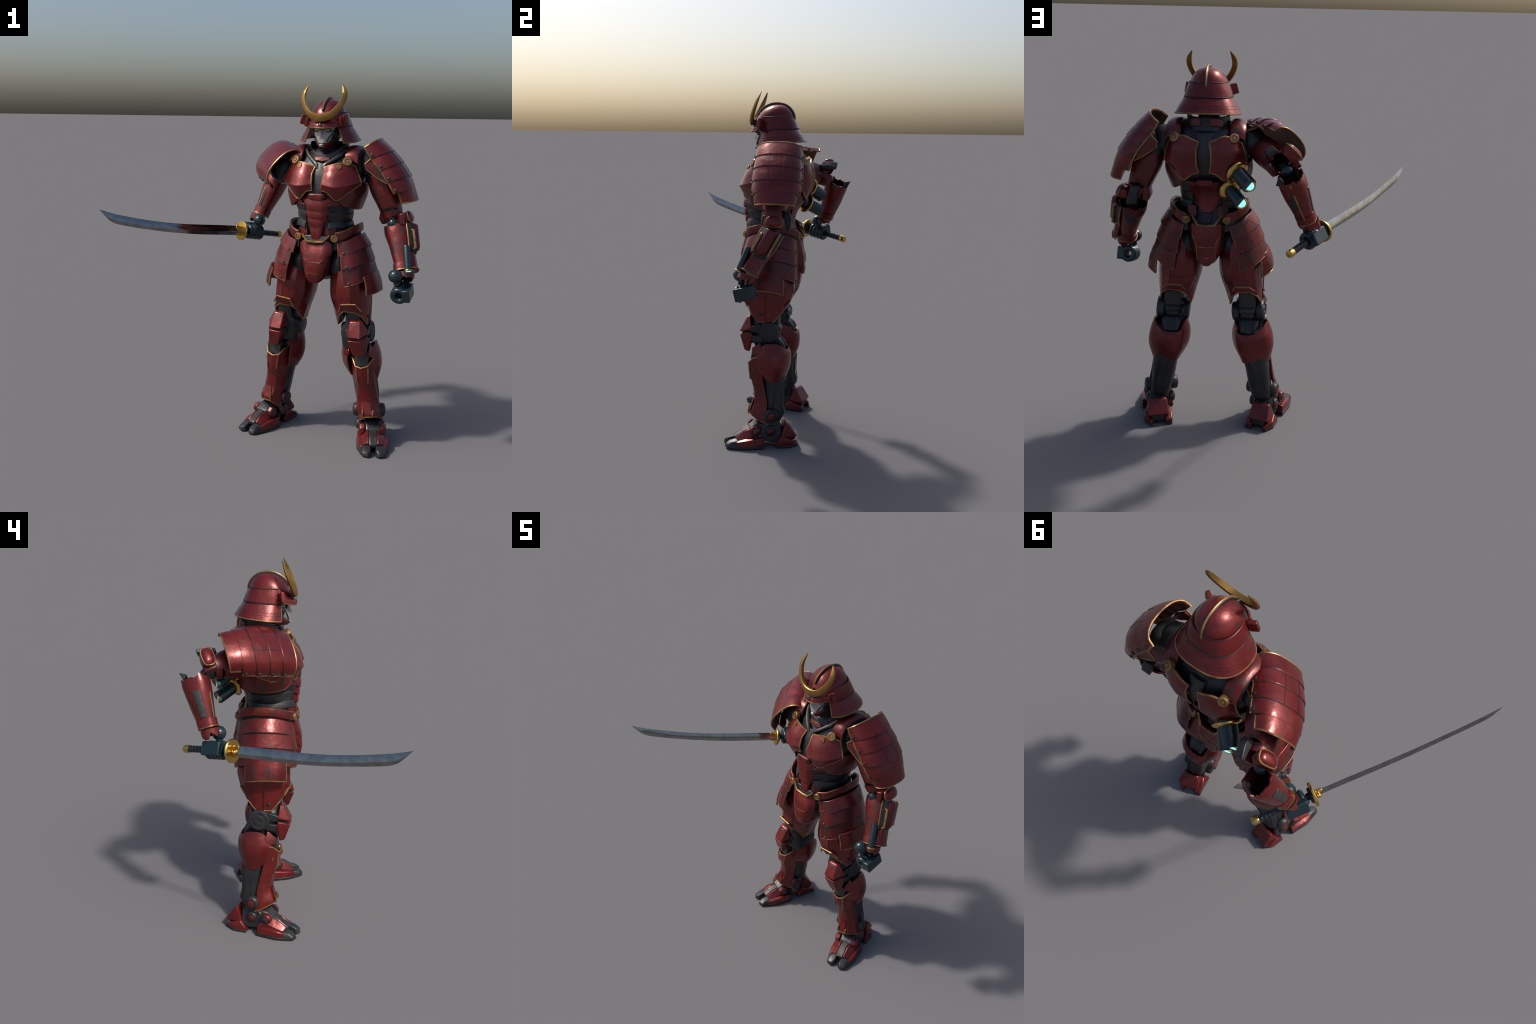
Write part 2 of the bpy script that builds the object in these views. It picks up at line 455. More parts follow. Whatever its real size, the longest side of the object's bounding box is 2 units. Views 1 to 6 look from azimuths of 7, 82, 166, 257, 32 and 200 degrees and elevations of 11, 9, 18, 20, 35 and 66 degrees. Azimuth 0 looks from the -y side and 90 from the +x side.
    put("gold_rim", tube(o_, 0.0056, sides=8, flat=0.75), TRIM, fin)
    # crescent horns
    outer = [(0, 0), (.030, .005), (.060, .020), (.090, .048), (.113, .083), (.127, .120), (.130, .150), (.122, .180), (.100, .2085)]
    innr = [(0, .040), (.026, .043), (.050, .053), (.073, .075), (.092, .105), (.102, .135), (.103, .158), (.100, .182), (.0945, .2085)]
    d = V((0, .0815, .1925)).normalized(); nr = V((0, -d.z, d.y))
    def pt(s, t): return V((s, -.192, 1.8085)) + d * t
    A = [pt(*p) for p in outer]; B = [pt(*p) for p in innr]
    A = cr(A, 3); B = cr(B, 3); rr = []
    k = len(A)
    for side in (-1, 1):
        seqn = range(k - 1, -1, -1) if side < 0 else range(1, k)
        for i in seqn:
            a, b = A[i].copy(), B[i].copy(); t = i / (k - 1)
            a.x *= side; b.x *= side
            hh = 0.0125 * (1 - t ** 3) + 0.002; m = (a + b) / 2
            rr.append([a - nr * hh * .35, m * .55 + a * .45 + nr * hh * .55, m * .25 + b * .75 + nr * hh, b + nr * hh * .8, b - nr * hh * .7, m * .4 + a * .6 - nr * hh])
    put("crescent_horn", loft(rr), HORN, helmet, angle=42)
    put("horn_mount", hull([(-.014, -.15, 1.80), (.014, -.15, 1.80), (-.012, -.182, 1.812), (.012, -.182, 1.812), (-.01, -.178, 1.84), (.01, -.178, 1.84), (0, -.145, 1.85)]), DARK, helmet, bevel=0.003)

build_head()

# ================================================================== TORSO
def build_torso():
    R = [(1.150, .120, -.165, .090), (1.190, .145, -.185, .075), (1.225, .142, -.185, .064), (1.270, .135, -.188, .060), (1.330, .142, -.192, .072), (1.390, .175, -.188, .112),
         (1.450, .203, -.192, .148), (1.520, .203, -.178, .150), (1.580, .188, -.138, .138), (1.625, .160, -.102, .112), (1.660, .115, -.080, .090)]
    core = loft([ring(0, rx, yf, yb, z, 2.5, 40) for z, rx, yf, yb in R])
    torso = put("torso", core, DARK, angle=60)
    neck = put("neck", loft([ring(0, .062, -.085, .05, 1.60, 2), ring(0, .056, -.085, .045, 1.65, 2), ring(0, .054, -.09, .04, 1.70, 2)]), DARK)
    for z in (1.640, 1.654, 1.668):
        put("neck_ring", tube(ring(0, .060, -.095, .05, z, 2, 24), 0.005, True, 6), DARK, neck)
    # standing collar: high at the back, dipping to the throat
    rows = []
    for zt, k in ((0, 1.0), (1, 1.05), (2, 1.16)):
        row = []
        for a in range(24):
            an = 2 * math.pi * a / 24; s = math.sin(an)
            back = (s + 1) / 2
            ztop = 1.636 + 0.064 * min(1.0, max(0.0, (s + .93) / .75)) ** .8; zb = 1.592 + 0.042 * back
            row.append(V((.106 * k * math.cos(an), -.008 + .110 * k * s, ztop + (zb - ztop) * zt / 2)))
        rows.append(row)
    put("collar", shell(rows, 0.012, (0, 0, 1.62), 2, 3, closed=True), DARK, torso, bevel=0.003, angle=50)
    for an in (-150, -30, 62, 118):
        rows = []
        for dz, k in ((.004, 1.05), (-.034, 1.12)):
            row = []
            for j in range(5):
                a = math.radians(an + (j - 2) * 8.5); back = (math.sin(a) + 1) / 2
                row.append(V((.109 * k * math.cos(a), -.008 + .113 * k * math.sin(a), 1.636 + .058 * back ** 1.2 + dz)))
            rows.append(row)
        put("gorget_segment", shell(rows, 0.010, (0, 0, 1.62), 2, 2), REDW, torso, bevel=0.003)
    pair("clavicle_bar", tube(cr([(.112, -.070, 1.652), (.090, -.104, 1.628), (.056, -.136, 1.600), (.024, -.156, 1.576), (.012, -.164, 1.550)], 4), .0115, sides=8), STEEL, (torso, torso))
    put("throat_plate", hull([(-.046, -.126, 1.618), (.046, -.126, 1.618), (-.040, -.136, 1.600), (.040, -.136, 1.600), (0, -.146, 1.596), (0, -.134, 1.622), (-.05, -.11, 1.61), (.05, -.11, 1.61)]), REDW, torso, bevel=.003)
    put("sternum", shell([[(-.030, -.152, 1.585), (0, -.158, 1.580), (.030, -.152, 1.585)], [(-.036, -.184, 1.53), (0, -.187, 1.53), (.036, -.184, 1.53)], [(-.030, -.204, 1.46), (0, -.204, 1.46), (.030, -.204, 1.46)], [(-.030, -.205, 1.425), (0, -.208, 1.42), (.030, -.205, 1.425)]], .02, (0, 0, 1.5), 3, 3), DARK, torso, bevel=.003)
    put("spine_column", shell([[(-.040, .128, 1.625), (0, .134, 1.625), (.040, .128, 1.625)], [(-.036, .156, 1.56), (0, .158, 1.56), (.036, .156, 1.56)], [(-.036, .160, 1.49), (0, .160, 1.49), (.036, .160, 1.49)], [(-.034, .132, 1.42), (0, .135, 1.415), (.034, .132, 1.42)]], .02, (0, 0, 1.5), 3, 3), DARK, torso, bevel=.003)

    # breast plates
    rows = [[(.025, -.173, 1.567), (.065, -.176, 1.580), (.105, -.168, 1.590), (.148, -.147, 1.590), (.184, -.115, 1.576)],
            [(.033, -.203, 1.530), (.075, -.211, 1.534), (.118, -.202, 1.536), (.165, -.175, 1.535), (.205, -.122, 1.532)],
            [(.028, -.225, 1.478), (.070, -.236, 1.470), (.112, -.236, 1.466), (.168, -.203, 1.474), (.224, -.130, 1.492)],
            [(.026, -.217, 1.441), (.060, -.218, 1.434), (.108, -.196, 1.390), (.166, -.170, 1.435), (.219, -.126, 1.478)]]
    g = shell(rows, .014, (.1, 0, 1.48), 4, 3, lv=True)
    cp = pair("chest_plate", g, RED, bevel=.005, angle=24)
    pair("gold_rim", tube(g.top + g.right[1:-1] + list(reversed(g.bot)) + list(reversed(g.left))[1:-1], .0050, True), TRIM, cp)
    for i, sx in enumerate((1, -1)):
        bolt((sx * .147, -.146, 1.598), (sx * .35, -.85, .45), .0255, .015, cp[i], sides=10)
        bolt((sx * .111, -.180, 1.570), (sx * .2, -.9, .35), .0145, .010, cp[i], sides=8)
    # shoulder-blade plates
    rows = [[(.025, .166, 1.588), (.060, .166, 1.602), (.102, .156, 1.617), (.148, .138, 1.602), (.182, .112, 1.580)],
            [(.036, .178, 1.550), (.075, .182, 1.552), (.115, .176, 1.552), (.158, .160, 1.546), (.196, .120, 1.538)],
            [(.036, .180, 1.486), (.075, .184, 1.482), (.112, .179, 1.478), (.160, .156, 1.484), (.206, .112, 1.492)],
            [(.028, .170, 1.440), (.062, .166, 1.428), (.104, .154, 1.398), (.156, .138, 1.442), (.201, .108, 1.481)]]
    g = shell(rows, .012, (.1, 0, 1.5), 4, 4)
    bp = pair("back_plate", g, RED, bevel=.003, angle=50)
    pair("gold_rim", tube(g.top + g.right[1:-1] + list(reversed(g.bot)) + list(reversed(g.left))[1:-1], .0050, True), TRIM, bp)
    for i, sx in enumerate((1, -1)):
        bolt((sx * .146, .142, 1.606), (sx * .3, .85, .45), .0250, .016, bp[i], sides=10)
    # straps over the shoulders
    path = [(-.122, 1.598), (-.116, 1.630), (-.090, 1.660), (-.045, 1.678), (.015, 1.682), (.066, 1.672), (.104, 1.646), (.126, 1.610)]
    rows = [[(x, y, z - dz) for y, z in path] for x, dz in ((.120, .004), (.140, .0), (.175, .002), (.198, .016))]
    g = shell(rows, .016, (.15, 0, 1.58), 3, 2)
    sp = pair("shoulder_strap", g, REDW, bevel=.004)
    # rib plates under the arms
    rows = [[(.118, -.186, 1.455), (.175, -.150, 1.472), (.214, -.070, 1.478), (.218, .020, 1.478), (.190, .092, 1.472), (.128, .142, 1.450)],
            [(.112, -.192, 1.408), (.178, -.156, 1.415), (.217, -.070, 1.420), (.219, .020, 1.420), (.186, .092, 1.415), (.118, .138, 1.405)],
            [(.122, -.180, 1.380), (.165, -.146, 1.352), (.193, -.070, 1.338), (.193, .010, 1.336), (.165, .072, 1.340), (.115, .122, 1.370)]]
    g = shell(rows, .012, (0, -.02, 1.41), 4, 4)
    rb = pair("rib_plate", g, REDW, bevel=.003, angle=50)
    for c_i in (5, 12):
        pair("plate_seam", tube([r[c_i] for r in g.grid], .0016, sides=4), SEAM, rb)
    pair("copper_edge", tube(g.bot, .0028), COPPER, rb)
    # belly: overlapping chevron plates
    def chev(zt, zb, w1t, w1b, w2t, w2b, rise, y0, y1, tip=0.0):
        return [sym([(0, y0, zt), (w1t * .6, y0, zt), (w1t, y0 + .006, zt), (w2t, y0 + .045, zt + rise * .6)]),
                sym([(0, (y0 + y1) / 2 - .004, (zt + zb) / 2), (w1t * .6, (y0 + y1) / 2 - .004, (zt + zb) / 2), ((w1t + w1b) / 2, (y0 + y1) / 2 + .001, (zt + zb) / 2), ((w2t + w2b) / 2, (y0 + y1) / 2 + .040, (zt + zb) / 2 + rise * .8)]),
                sym([(0, y1, zb - tip), (w1b * .6, y1, zb - tip), (w1b, y1 + .006, zb), (w2b, y1 + .045, zb + rise)])]
    for a in ((1.396, 1.334, .046, .046, .092, .090, .036, -.218, -.226), (1.346, 1.290, .045, .043, .088, .080, .034, -.213, -.220),
              (1.302, 1.248, .041, .037, .076, .064, .030, -.208, -.214), (1.262, 1.166, .038, .026, .058, .034, .012, -.202, -.206)):
        put("belly_plate", shell(chev(*a), .014, (0, 0, (a[0] + a[1]) / 2), 2, 2, lu=True), RED, bevel=.003)
    put("solar_plate", hull([(-.046, -.213, 1.428), (.046, -.213, 1.428), (-.056, -.206, 1.402), (.056, -.206, 1.402), (-.036, -.226, 1.408), (.036, -.226, 1.408), (-.034, -.224, 1.424), (.034, -.224, 1.424), (0, -.17, 1.41), (-.03, -.224, 1.39), (.03, -.224, 1.39)]), REDW, bevel=.004)
    # side abdomen muscles and small blocks
    for z0, z1, k0, k1 in ((1.366, 1.316, 1.0, .90), (1.318, 1.270, .93, .88), (1.272, 1.232, .91, .97)):
        rows = []
        for z, k in ((z0, k0), ((z0 + z1) / 2, (k0 + k1) / 2 + .012), (z1, k1)):
            rows.append([(.070 * k, -.204 * k - .004, z), (.118 * k, -.172 * k, z + .008), (.158 * k, -.105 * k, z - .004), (.168 * k, -.030, z - .004), (.145 * k, .030 * k, z - .002), (.085 * k, .070 * k, z)])
        g = shell(rows, .012, (0, -.04, (z0 + z1) / 2), 4, 3)
        pair("waist_segment", g, DARK, bevel=.003, angle=50)
    pair("waist_block", hull([(.085, -.198, 1.385), (.118, -.178, 1.39), (.085, -.195, 1.352), (.122, -.172, 1.36), (.10, -.15, 1.37), (.13, -.14, 1.375)]), REDW, bevel=.004)
    pair("hip_block", hull([(.058, -.192, 1.255), (.102, -.168, 1.262), (.048, -.200, 1.198), (.092, -.185, 1.192), (.11, -.16, 1.22), (.06, -.15, 1.22), (.1, -.13, 1.25)]), REDW, bevel=.005)
    pair("hip_block", hull([(.055, .072, 1.252), (.098, .058, 1.258), (.052, .092, 1.195), (.090, .088, 1.19), (.11, .06, 1.22), (.06, .05, 1.22)]), REDW, bevel=.005)
    # lower back plates
    put("lumbar_plate", shell([sym([(0, .138, 1.378), (.05, .136, 1.380), (.105, .108, 1.386)]), sym([(0, .094, 1.32), (.045, .091, 1.32), (.088, .072, 1.325)]), sym([(0, .076, 1.262), (.03, .075, 1.262), (.055, .064, 1.262)]), sym([(0, .084, 1.215), (.018, .083, 1.215), (.032, .078, 1.22)])], .014, (0, 0, 1.3), 3, 3), RED, bevel=.003)
    put("lumbar_boss", hull([(x, y, z) for x, z in ((-.037, 1.398), (.037, 1.398), (-.044, 1.386), (.044, 1.386), (-.034, 1.368), (.034, 1.368)) for y in (.11, .150)]), REDW, bevel=.004)
    put("tail_wedge", hull([(-.034, .080, 1.215), (.034, .080, 1.215), (-.022, .100, 1.165), (.022, .100, 1.165), (0, .06, 1.19), (-.02, .07, 1.20), (.02, .07, 1.2)]), DARK, bevel=.003)
build_torso()

# ================================================================== HIPS AND SKIRT
def build_hips():
    pelvis = put("pelvis", loft([ring(0, .03, -.06, .04, .925, 2.2), ring(0, .052, -.15, .09, .96, 2.3), ring(0, .060, -.185, .115, 1.03, 2.4), ring(0, .085, -.19, .105, 1.10, 2.4), ring(0, .190, -.178, .096, 1.13, 2.8), ring(0, .214, -.178, .098, 1.150, 3), ring(0, .15, -.14, .06, 1.156, 3)]), DARK, angle=60)
    # belt halves
    path = [(.108, -.196, 1.190), (.158, -.170, 1.205), (.198, -.095, 1.228), (.206, -.030, 1.234), (.200, .030, 1.230), (.160, .090, 1.208), (.104, .114, 1.188)]
    rows = [[(x - .004 * (i == 0), y, z + dz) for x, y, z in path] for i, dz in enumerate((.024, 0, -.022))]
    g = shell(rows, .014, (0, -.03, 1.2), 4, 2)
    belt = pair("belt", g, REDW, bevel=.004)
    pair("copper_edge", tube(g.top, .0032), COPPER, belt)
    rows = [[(x * kx, -.036 + (y + .036) * kx, zz(z)) for x, y, z in path] for kx, zz in ((.925, lambda z: z + .002), (.94, lambda z: z - .03), (.95, lambda z: 1.125))]
    pair("belt_gap_blocker", shell(rows, .008, (0, -.03, 1.17), 4, 2), DARK, belt)  # added dark wall that blocks the see-through gap between belt and skirt
    for i, sx in enumerate((1, -1)):
        for y, ay in ((-.196, -1), (.112, 1)):
            bolt((sx * .103, y, 1.185), (sx * .25, ay, .1), .0215, .016, belt[i], sides=8)
    # groin plates: three overlapping chevrons in front
    def tongue(rows_, th, name, front, mat=RED):
        g = shell(rows_, th, (0, -.03, 1.05), 2, 3, lu=True)
        return g, put(name, g, mat, bevel=.003)
    g0, t0 = tongue([sym([(0, -.206, 1.150), (.035, -.206, 1.150), (.055, -.206, 1.172), (.075, -.205, 1.168), (.093, -.196, 1.155)]),
                     sym([(0, -.230, 1.100), (.035, -.229, 1.100), (.055, -.226, 1.105), (.075, -.216, 1.110), (.094, -.196, 1.112)]),
                     sym([(0, -.242, 1.052), (.034, -.241, 1.052), (.052, -.234, 1.068), (.070, -.222, 1.082), (.089, -.194, 1.086)])], .014, "groin_plate", True)
    g1, t1 = tongue([sym([(0, -.233, 1.090), (.034, -.232, 1.090), (.052, -.226, 1.098), (.068, -.214, 1.105), (.087, -.190, 1.108)]),
                     sym([(0, -.242, 1.030), (.033, -.241, 1.030), (.049, -.234, 1.040), (.064, -.221, 1.050), (.083, -.190, 1.055)]),
                     sym([(0, -.244, .990), (.032, -.243, .990), (.046, -.235, 1.002), (.060, -.221, 1.014), (.078, -.188, 1.020)])], .014, "groin_plate", True)
    g2, t2 = tongue([sym([(0, -.234, 1.025), (.032, -.233, 1.025), (.046, -.226, 1.030), (.060, -.212, 1.036), (.076, -.182, 1.040)]),
                     sym([(0, -.240, .968), (.031, -.239, .968), (.043, -.230, .972), (.055, -.214, .978), (.068, -.180, .985)]),
                     sym([(0, -.222, .934), (.024, -.221, .936), (.034, -.214, .942), (.043, -.200, .950), (.052, -.172, .962)])], .014, "groin_plate", True)
    for g, t in ((g0, t0), (g1, t1)):
        put("copper_edge", tube(g.bot[3:-3], .0030), COPPER, t)
    vee = [V((-.076, -.205, 1.200)), V((-.064, -.213, 1.186)), V((-.044, -.219, 1.166)), V((0, -.221, 1.162)), V((.044, -.219, 1.166)), V((.064, -.213, 1.186)), V((.076, -.205, 1.200))]
    put("buckle_vee", tube(vee, .0062, sides=6), TRIM, pelvis)
    put("buckle_web", hull([(-.07, -.200, 1.195), (.07, -.200, 1.195), (-.05, -.214, 1.15), (.05, -.214, 1.15), (-.08, -.17, 1.15), (.08, -.17, 1.15), (-.075, -.17, 1.2), (.075, -.17, 1.2)]), DARK, pelvis, bevel=.004)
    # rear tongue
    g, t = tongue([sym([(0, .120, 1.150), (.035, .120, 1.150), (.055, .118, 1.165), (.075, .114, 1.165), (.087, .100, 1.150)]),
                   sym([(0, .134, 1.080), (.035, .134, 1.080), (.055, .129, 1.085), (.074, .114, 1.085), (.088, .084, 1.085)]),
                   sym([(0, .140, 1.010), (.034, .139, 1.010), (.050, .132, 1.010), (.064, .114, 1.015), (.078, .080, 1.02)]),
                   sym([(0, .143, .962), (.026, .142, .964), (.038, .134, .972), (.048, .116, .98), (.058, .085, .985)]),
                   sym([(0, .128, .940), (.016, .126, .943), (.024, .118, .950), (.030, .104, .958), (.036, .08, .965)])], .014, "tail_plate", False)
    veeb = [V((-.075, .098, 1.205)), V((-.064, .110, 1.188)), V((-.042, .128, 1.160)), V((0, .130, 1.157)), V((.042, .128, 1.160)), V((.064, .110, 1.188)), V((.075, .098, 1.205))]
    put("buckle_vee", tube(veeb, .006), TRIM, t)
    for s in (1, -1):
        put("panel_line", tube([V((s * .078, .106, 1.108)), V((s * .062, .125, 1.09)), V((s * .046, .1375, 1.055)), V((s * .045, .1395, 1.02)), V((s * .050, .134, .99)), V((s * .044, .131, .972))], .0022), TRIM, t)
    for z, w in ((1.045, .046), (.988, .04)):
        put("panel_line", tube([V((-w, .136, z + .004)), V((0, .1395 if z > 1 else .142, z)), V((w, .136, z + .004))], .0022), TRIM, t)
    # skirt lames, four tiers each side
    def tier_row(F, S, K, zs, zf, zk):
        (fx, fy), sx, (kx, ky) = F, S, K
        return [V((fx, fy, zf)), V((fx + (sx - fx) * .52, fy + .022, zf + (zs - zf) * .42)), V((sx - .014, -.105, zs - .004)), V((sx, -.040, zs)), V((sx - .010, .020, zs - .004)),
                V((kx + (sx - kx) * .52, ky - .020, zk + (zs - zk) * .42)), V((kx, ky, zk))]
    tiers = [((.120, -.188), .220, (.119, .106), 1.206, 1.160, 1.155, (.133, -.205), .263, (.136, .112), 1.140, 1.091, 1.080),
             ((.143, -.202), .250, (.143, .112), 1.148, 1.096, 1.086, (.158, -.218), .286, (.156, .117), 1.062, 1.020, 1.002),
             ((.160, -.212), .276, (.160, .114), 1.072, 1.022, 1.010, (.172, -.219), .309, (.173, .120), .982, .928, .912)]
    for ti, (F0, S0, K0, zs0, zf0, zk0, F1, S1, K1, zs1, zf1, zk1) in enumerate(tiers):
        a = tier_row(F0, S0, K0, zs0, zf0, zk0); b = tier_row(F1, S1, K1, zs1, zf1, zk1)
        m = [(p + q) / 2 for p, q in zip(a, b)]
        g = shell([a, m, b], .011, (.1, -.04, (zs0 + zf1) / 2), 5, 4)
        ob = pair("skirt_lame", g, REDW, bevel=.003, angle=50)
        pair("copper_edge", tube(g.left, .0038), COPPER, ob); pair("copper_edge", tube(g.right, .0038), COPPER, ob)
        pair("lame_seam", tube([p + V((-.003, 0, -.003)) for p in g.bot[2:-2]], .0034), SEAM, ob)
        if ti == 2: pair("copper_edge", tube(g.bot, .0030), COPPER, ob)
        if ti < 2:
            nr_, nc_ = len(g.grid), len(g.grid[0])
            zig = [(.10, nc_ - 7), (.45, nc_ - 8), (.35, nc_ - 9), (.95, nc_ - 11), (.80, nc_ - 10)] if ti == 0 else [(.05, nc_ - 9), (.3, nc_ - 11), (.2, nc_ - 12)]
            path = [g.grid[int(r * (nr_ - 1))][c] for r, c in zig]
            pair("crack", tube(lin(path, 3), .0017, sides=5), SEAM, ob)
        for k, fr in ((2, .72), (len(g.bot) - 3, .72)):
            p = g.grid[int(len(g.grid) * .78)][k]; ax = (V((.35, -.93, .1)) if k == 2 else V((.3, .95, .05)))
            for i, sx in enumerate((1, -1)):
                put("rivet", lathe((p.x * sx, p.y, p.z), (ax.x * sx, ax.y, ax.z), [(.0075, -.004), (.0075, .002), (.005, .0045), (.001, .005)], 10), STEEL, ob[i])
    a = [V((.268, -.166, .985)), V((.300, -.115, 1.000)), V((.306, -.045, 1.002)), V((.300, .012, .996)), V((.268, .052, .980))]
    b = [V((.289, -.169, .881)), V((.328, -.118, .894)), V((.338, -.048, .897)), V((.328, .015, .888)), V((.285, .056, .867))]
    m = [(p + q) / 2 + V((.005, 0, 0)) for p, q in zip(a, b)]
    g = shell([a, m, b], .012, (.1, -.05, .94), 5, 4)
    ob = pair("skirt_lame", g, REDW, bevel=.003, angle=50)
    pair("gold_rim", tube(g.left + g.bot + list(reversed(g.right)), .0042), TRIM, ob)
build_hips()

# ================================================================== LEGS
FA = math.radians(18.0)
def ft(a, f, z):
    """foot frame: a = outwards, f = forwards"""
    a = a * (1.12 if f > 0 else 1.0) + (.007 if f > 0 else .007 + .012 * min(1, -f / .05))
    f = f * 1.01; z = z * (1.08 if f > .04 else 1.0)
    return V((.300 + a * math.cos(FA) + f * math.sin(FA), -.013 + a * math.sin(FA) - f * math.cos(FA), z))

def build_legs():
    hip = pair("hip_joint", ball((.112, -.048, 1.03), .085, 28, (.85, 1.45, 1.2)), DARK)
    # thigh armour: a faceted tube, hem arched over the knee at front and back
    seg = 12
    def trow(cx, rx, yf, yb, z, dz=0.0, tw=0.0, drop=0.0):
        P = []
        for k in range(seg):
            an = 2 * math.pi * (k + .5) / seg; c, s = math.cos(an), math.sin(an); n = 2.35 if z > .7 else 2.8
            x = math.copysign(abs(c) ** (2 / n), c) * rx; y = math.copysign(abs(s) ** (2 / n), s)
            cy = (yf + yb) / 2; ry = (yb - yf) / 2
            P.append(V((cx + x + tw * y, cy + ry * y, z + dz * max(0, abs(y) ** 1.0 - .25) / .75 - (drop * (1 - abs(y) ** 2) if c < 0 else 0))))
        return P
    rows = [trow(.145, .080, -.130, .065, 1.070), trow(.152, .102, -.172, .092, .985), trow(.160, .113, -.187, .106, .905), trow(.166, .112, -.187, .094, .840, .004), trow(.178, .102, -.180, .082, .770, .040), trow(.190, .087, -.160, .062, .685, .095, drop=.020)]
    g = shell(rows, .012, (.165, -.04, .88), 2, 3, closed=True, lu=True, inner=1)
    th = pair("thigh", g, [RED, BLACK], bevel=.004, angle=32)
    pair("gold_rim", tube(g.bot, .0050, True), TRIM, th)
    for c_i in (4, 9, 14, 18):
        pair("plate_seam", tube([r[c_i] for r in g.grid[6:-2]], .0015, sides=4), SEAM, th)
    pair("plate_seam", tube([g.grid[8][k] for k in range(4, 10)], .0015, sides=4), SEAM, th)
    # inset lip band above the knee, front and back
    for sgn, pts in ((-1, [(.150, -.166, .725), (.134, -.172, .776), (.150, -.188, .820), (.230, -.184, .830), (.258, -.158, .790), (.277, -.098, .712)]),
                     (1, [(.128, .030, .745), (.128, .056, .785), (.142, .080, .814), (.218, .082, .818), (.245, .060, .790), (.268, .030, .738)])):
        pair("gold_band", tube(cr(pts[1:-1], 1), .0050, sides=6), TRIM, th)
    pair("lip_plate", hull([(.148, -.180, .816), (.234, -.174, .826), (.142, -.170, .784), (.248, -.160, .790), (.154, -.186, .808), (.228, -.180, .817), (.155, -.150, .80), (.245, -.14, .80)]), REDW, th, bevel=.003)
    pair("lip_plate", hull([(.145, .078, .812), (.218, .078, .816), (.136, .064, .785), (.230, .062, .788), (.15, .04, .80), (.22, .04, .80)]), REDW, th, bevel=.003)
    pair("seam_rib", tube([V((.281, -.052, .86)), V((.284, -.052, .82)), V((.281, -.050, .76)), V((.277, -.048, .70))], .003), RED, th)
    pair("rivet", lathe((.283, -.078, .745), (1, -.1, 0), [(.008, -.004), (.008, .003), (.005, .005), (.001, .005)], 10), STEEL, th)
    # knee
    ax = V((1, .06, .10)).normalized()
    kc = V((.200, -.030, .640))
    drum = lathe(kc, ax, [(.040, -.082), (.050, -.079), (.053, -.066), (.048, -.056), (.038, -.052), (.038, .045), (.050, .050), (.058, .060), (.060, .086), (.054, .094), (.045, .096), (.042, .091), (.028, .091), (.025, .095), (.012, .095), (.010, .091), (.002, .091)], 32)
    kn = pair("knee_joint", drum, DARK, angle=40)
    pair("knee_link", hull([(.155, -.115, .76), (.245, -.110, .765), (.155, .025, .76), (.245, .03, .76), (.165, -.10, .66), (.25, -.095, .66), (.16, .02, .66), (.25, .02, .66)]), DARK, kn, bevel=.006)
    pair("knee_yoke", hull([(.168, -.150, .668), (.295, -.132, .680), (.155, -.09, .69), (.292, -.07, .695), (.155, -.09, .645), (.292, -.07, .648), (.175, -.150, .640), (.290, -.13, .645)]), DARK, kn, bevel=.004)
    pair("knee_yoke", hull([(.180, -.150, .620), (.292, -.135, .626), (.160, -.08, .630), (.294, -.06, .630), (.165, -.08, .590), (.290, -.06, .592), (.195, -.14, .575), (.288, -.13, .58)]), DARK, kn, bevel=.004)
    pair("knee_block", hull([(.166, .018, .664), (.240, .022, .664), (.168, .030, .640), (.238, .034, .640), (.170, .028, .620), (.236, .032, .620), (.17, 0, .6), (.24, 0, .6), (.17, 0, .67), (.24, 0, .67)]), DARK, kn, bevel=.006)
    pair("knee_block", hull([(.150, -.06, .61), (.280, -.06, .612), (.160, .020, .606), (.262, .026, .608), (.162, .046, .575), (.258, .052, .578), (.168, .060, .535), (.242, .064, .535), (.160, -.05, .52), (.28, -.05, .52)]), DARK, kn, bevel=.008)
    pair("knee_roller", lathe((.160, .010, .655), (1, .03, 0), [(.020, 0), (.024, .004), (.024, .080), (.020, .084)], 16), DARK, kn)
    for x in (.136, .252):
        pair("knee_roller", lathe((x, .000, .640), (1, .03, 0), [(.030, 0), (.035, .004), (.035, .018), (.030, .022)], 18), DARK, kn)
    for x in (.168, .228):
        pair("knee_block", hull([(x + dx, y, z) for dx in (0, .022) for y, z in ((.02, .612), (.052, .580), (.066, .545), (.03, .545), (.01, .58))]), DARK, kn, bevel=.005)
    pair("knee_housing", loft([ring(.202, .070, -.120, .012, .560, 2.8, 24), ring(.204, .074, -.135, .014, .60, 2.8, 24), ring(.204, .074, -.138, .014, .655, 2.8, 24), ring(.204, .068, -.140, .014, .690, 2.8, 24), ring(.205, .052, -.145, .014, .700, 2.8, 24), ring(.204, .050, -.150, .022, .79, 2.8, 24)]), DARK, kn, angle=50)
    pair("knee_filler", hull([(.222, -.128, .545), (.300, -.118, .548), (.228, -.136, .462), (.302, -.130, .470), (.20, -.06, .55), (.30, -.05, .55), (.22, -.06, .45), (.3, -.06, .45)]), DARK, kn, bevel=.004)  # dark filler block added behind the V opening above the shin
    kcap = pair("knee_cap", hull([(.190, -.143, .730), (.258, -.138, .736), (.196, -.162, .724), (.254, -.158, .728), (.198, -.205, .642), (.270, -.198, .642), (.174, -.150, .656), (.300, -.132, .668), (.184, -.135, .648), (.292, -.118, .656)]), RED, bevel=.005)
    pair("cap_badge", hull([(.212, -.166, .716), (.242, -.164, .718), (.212, -.173, .703), (.242, -.171, .704), (.22, -.15, .71), (.235, -.15, .71)]), STEEL, kcap, bevel=.002)
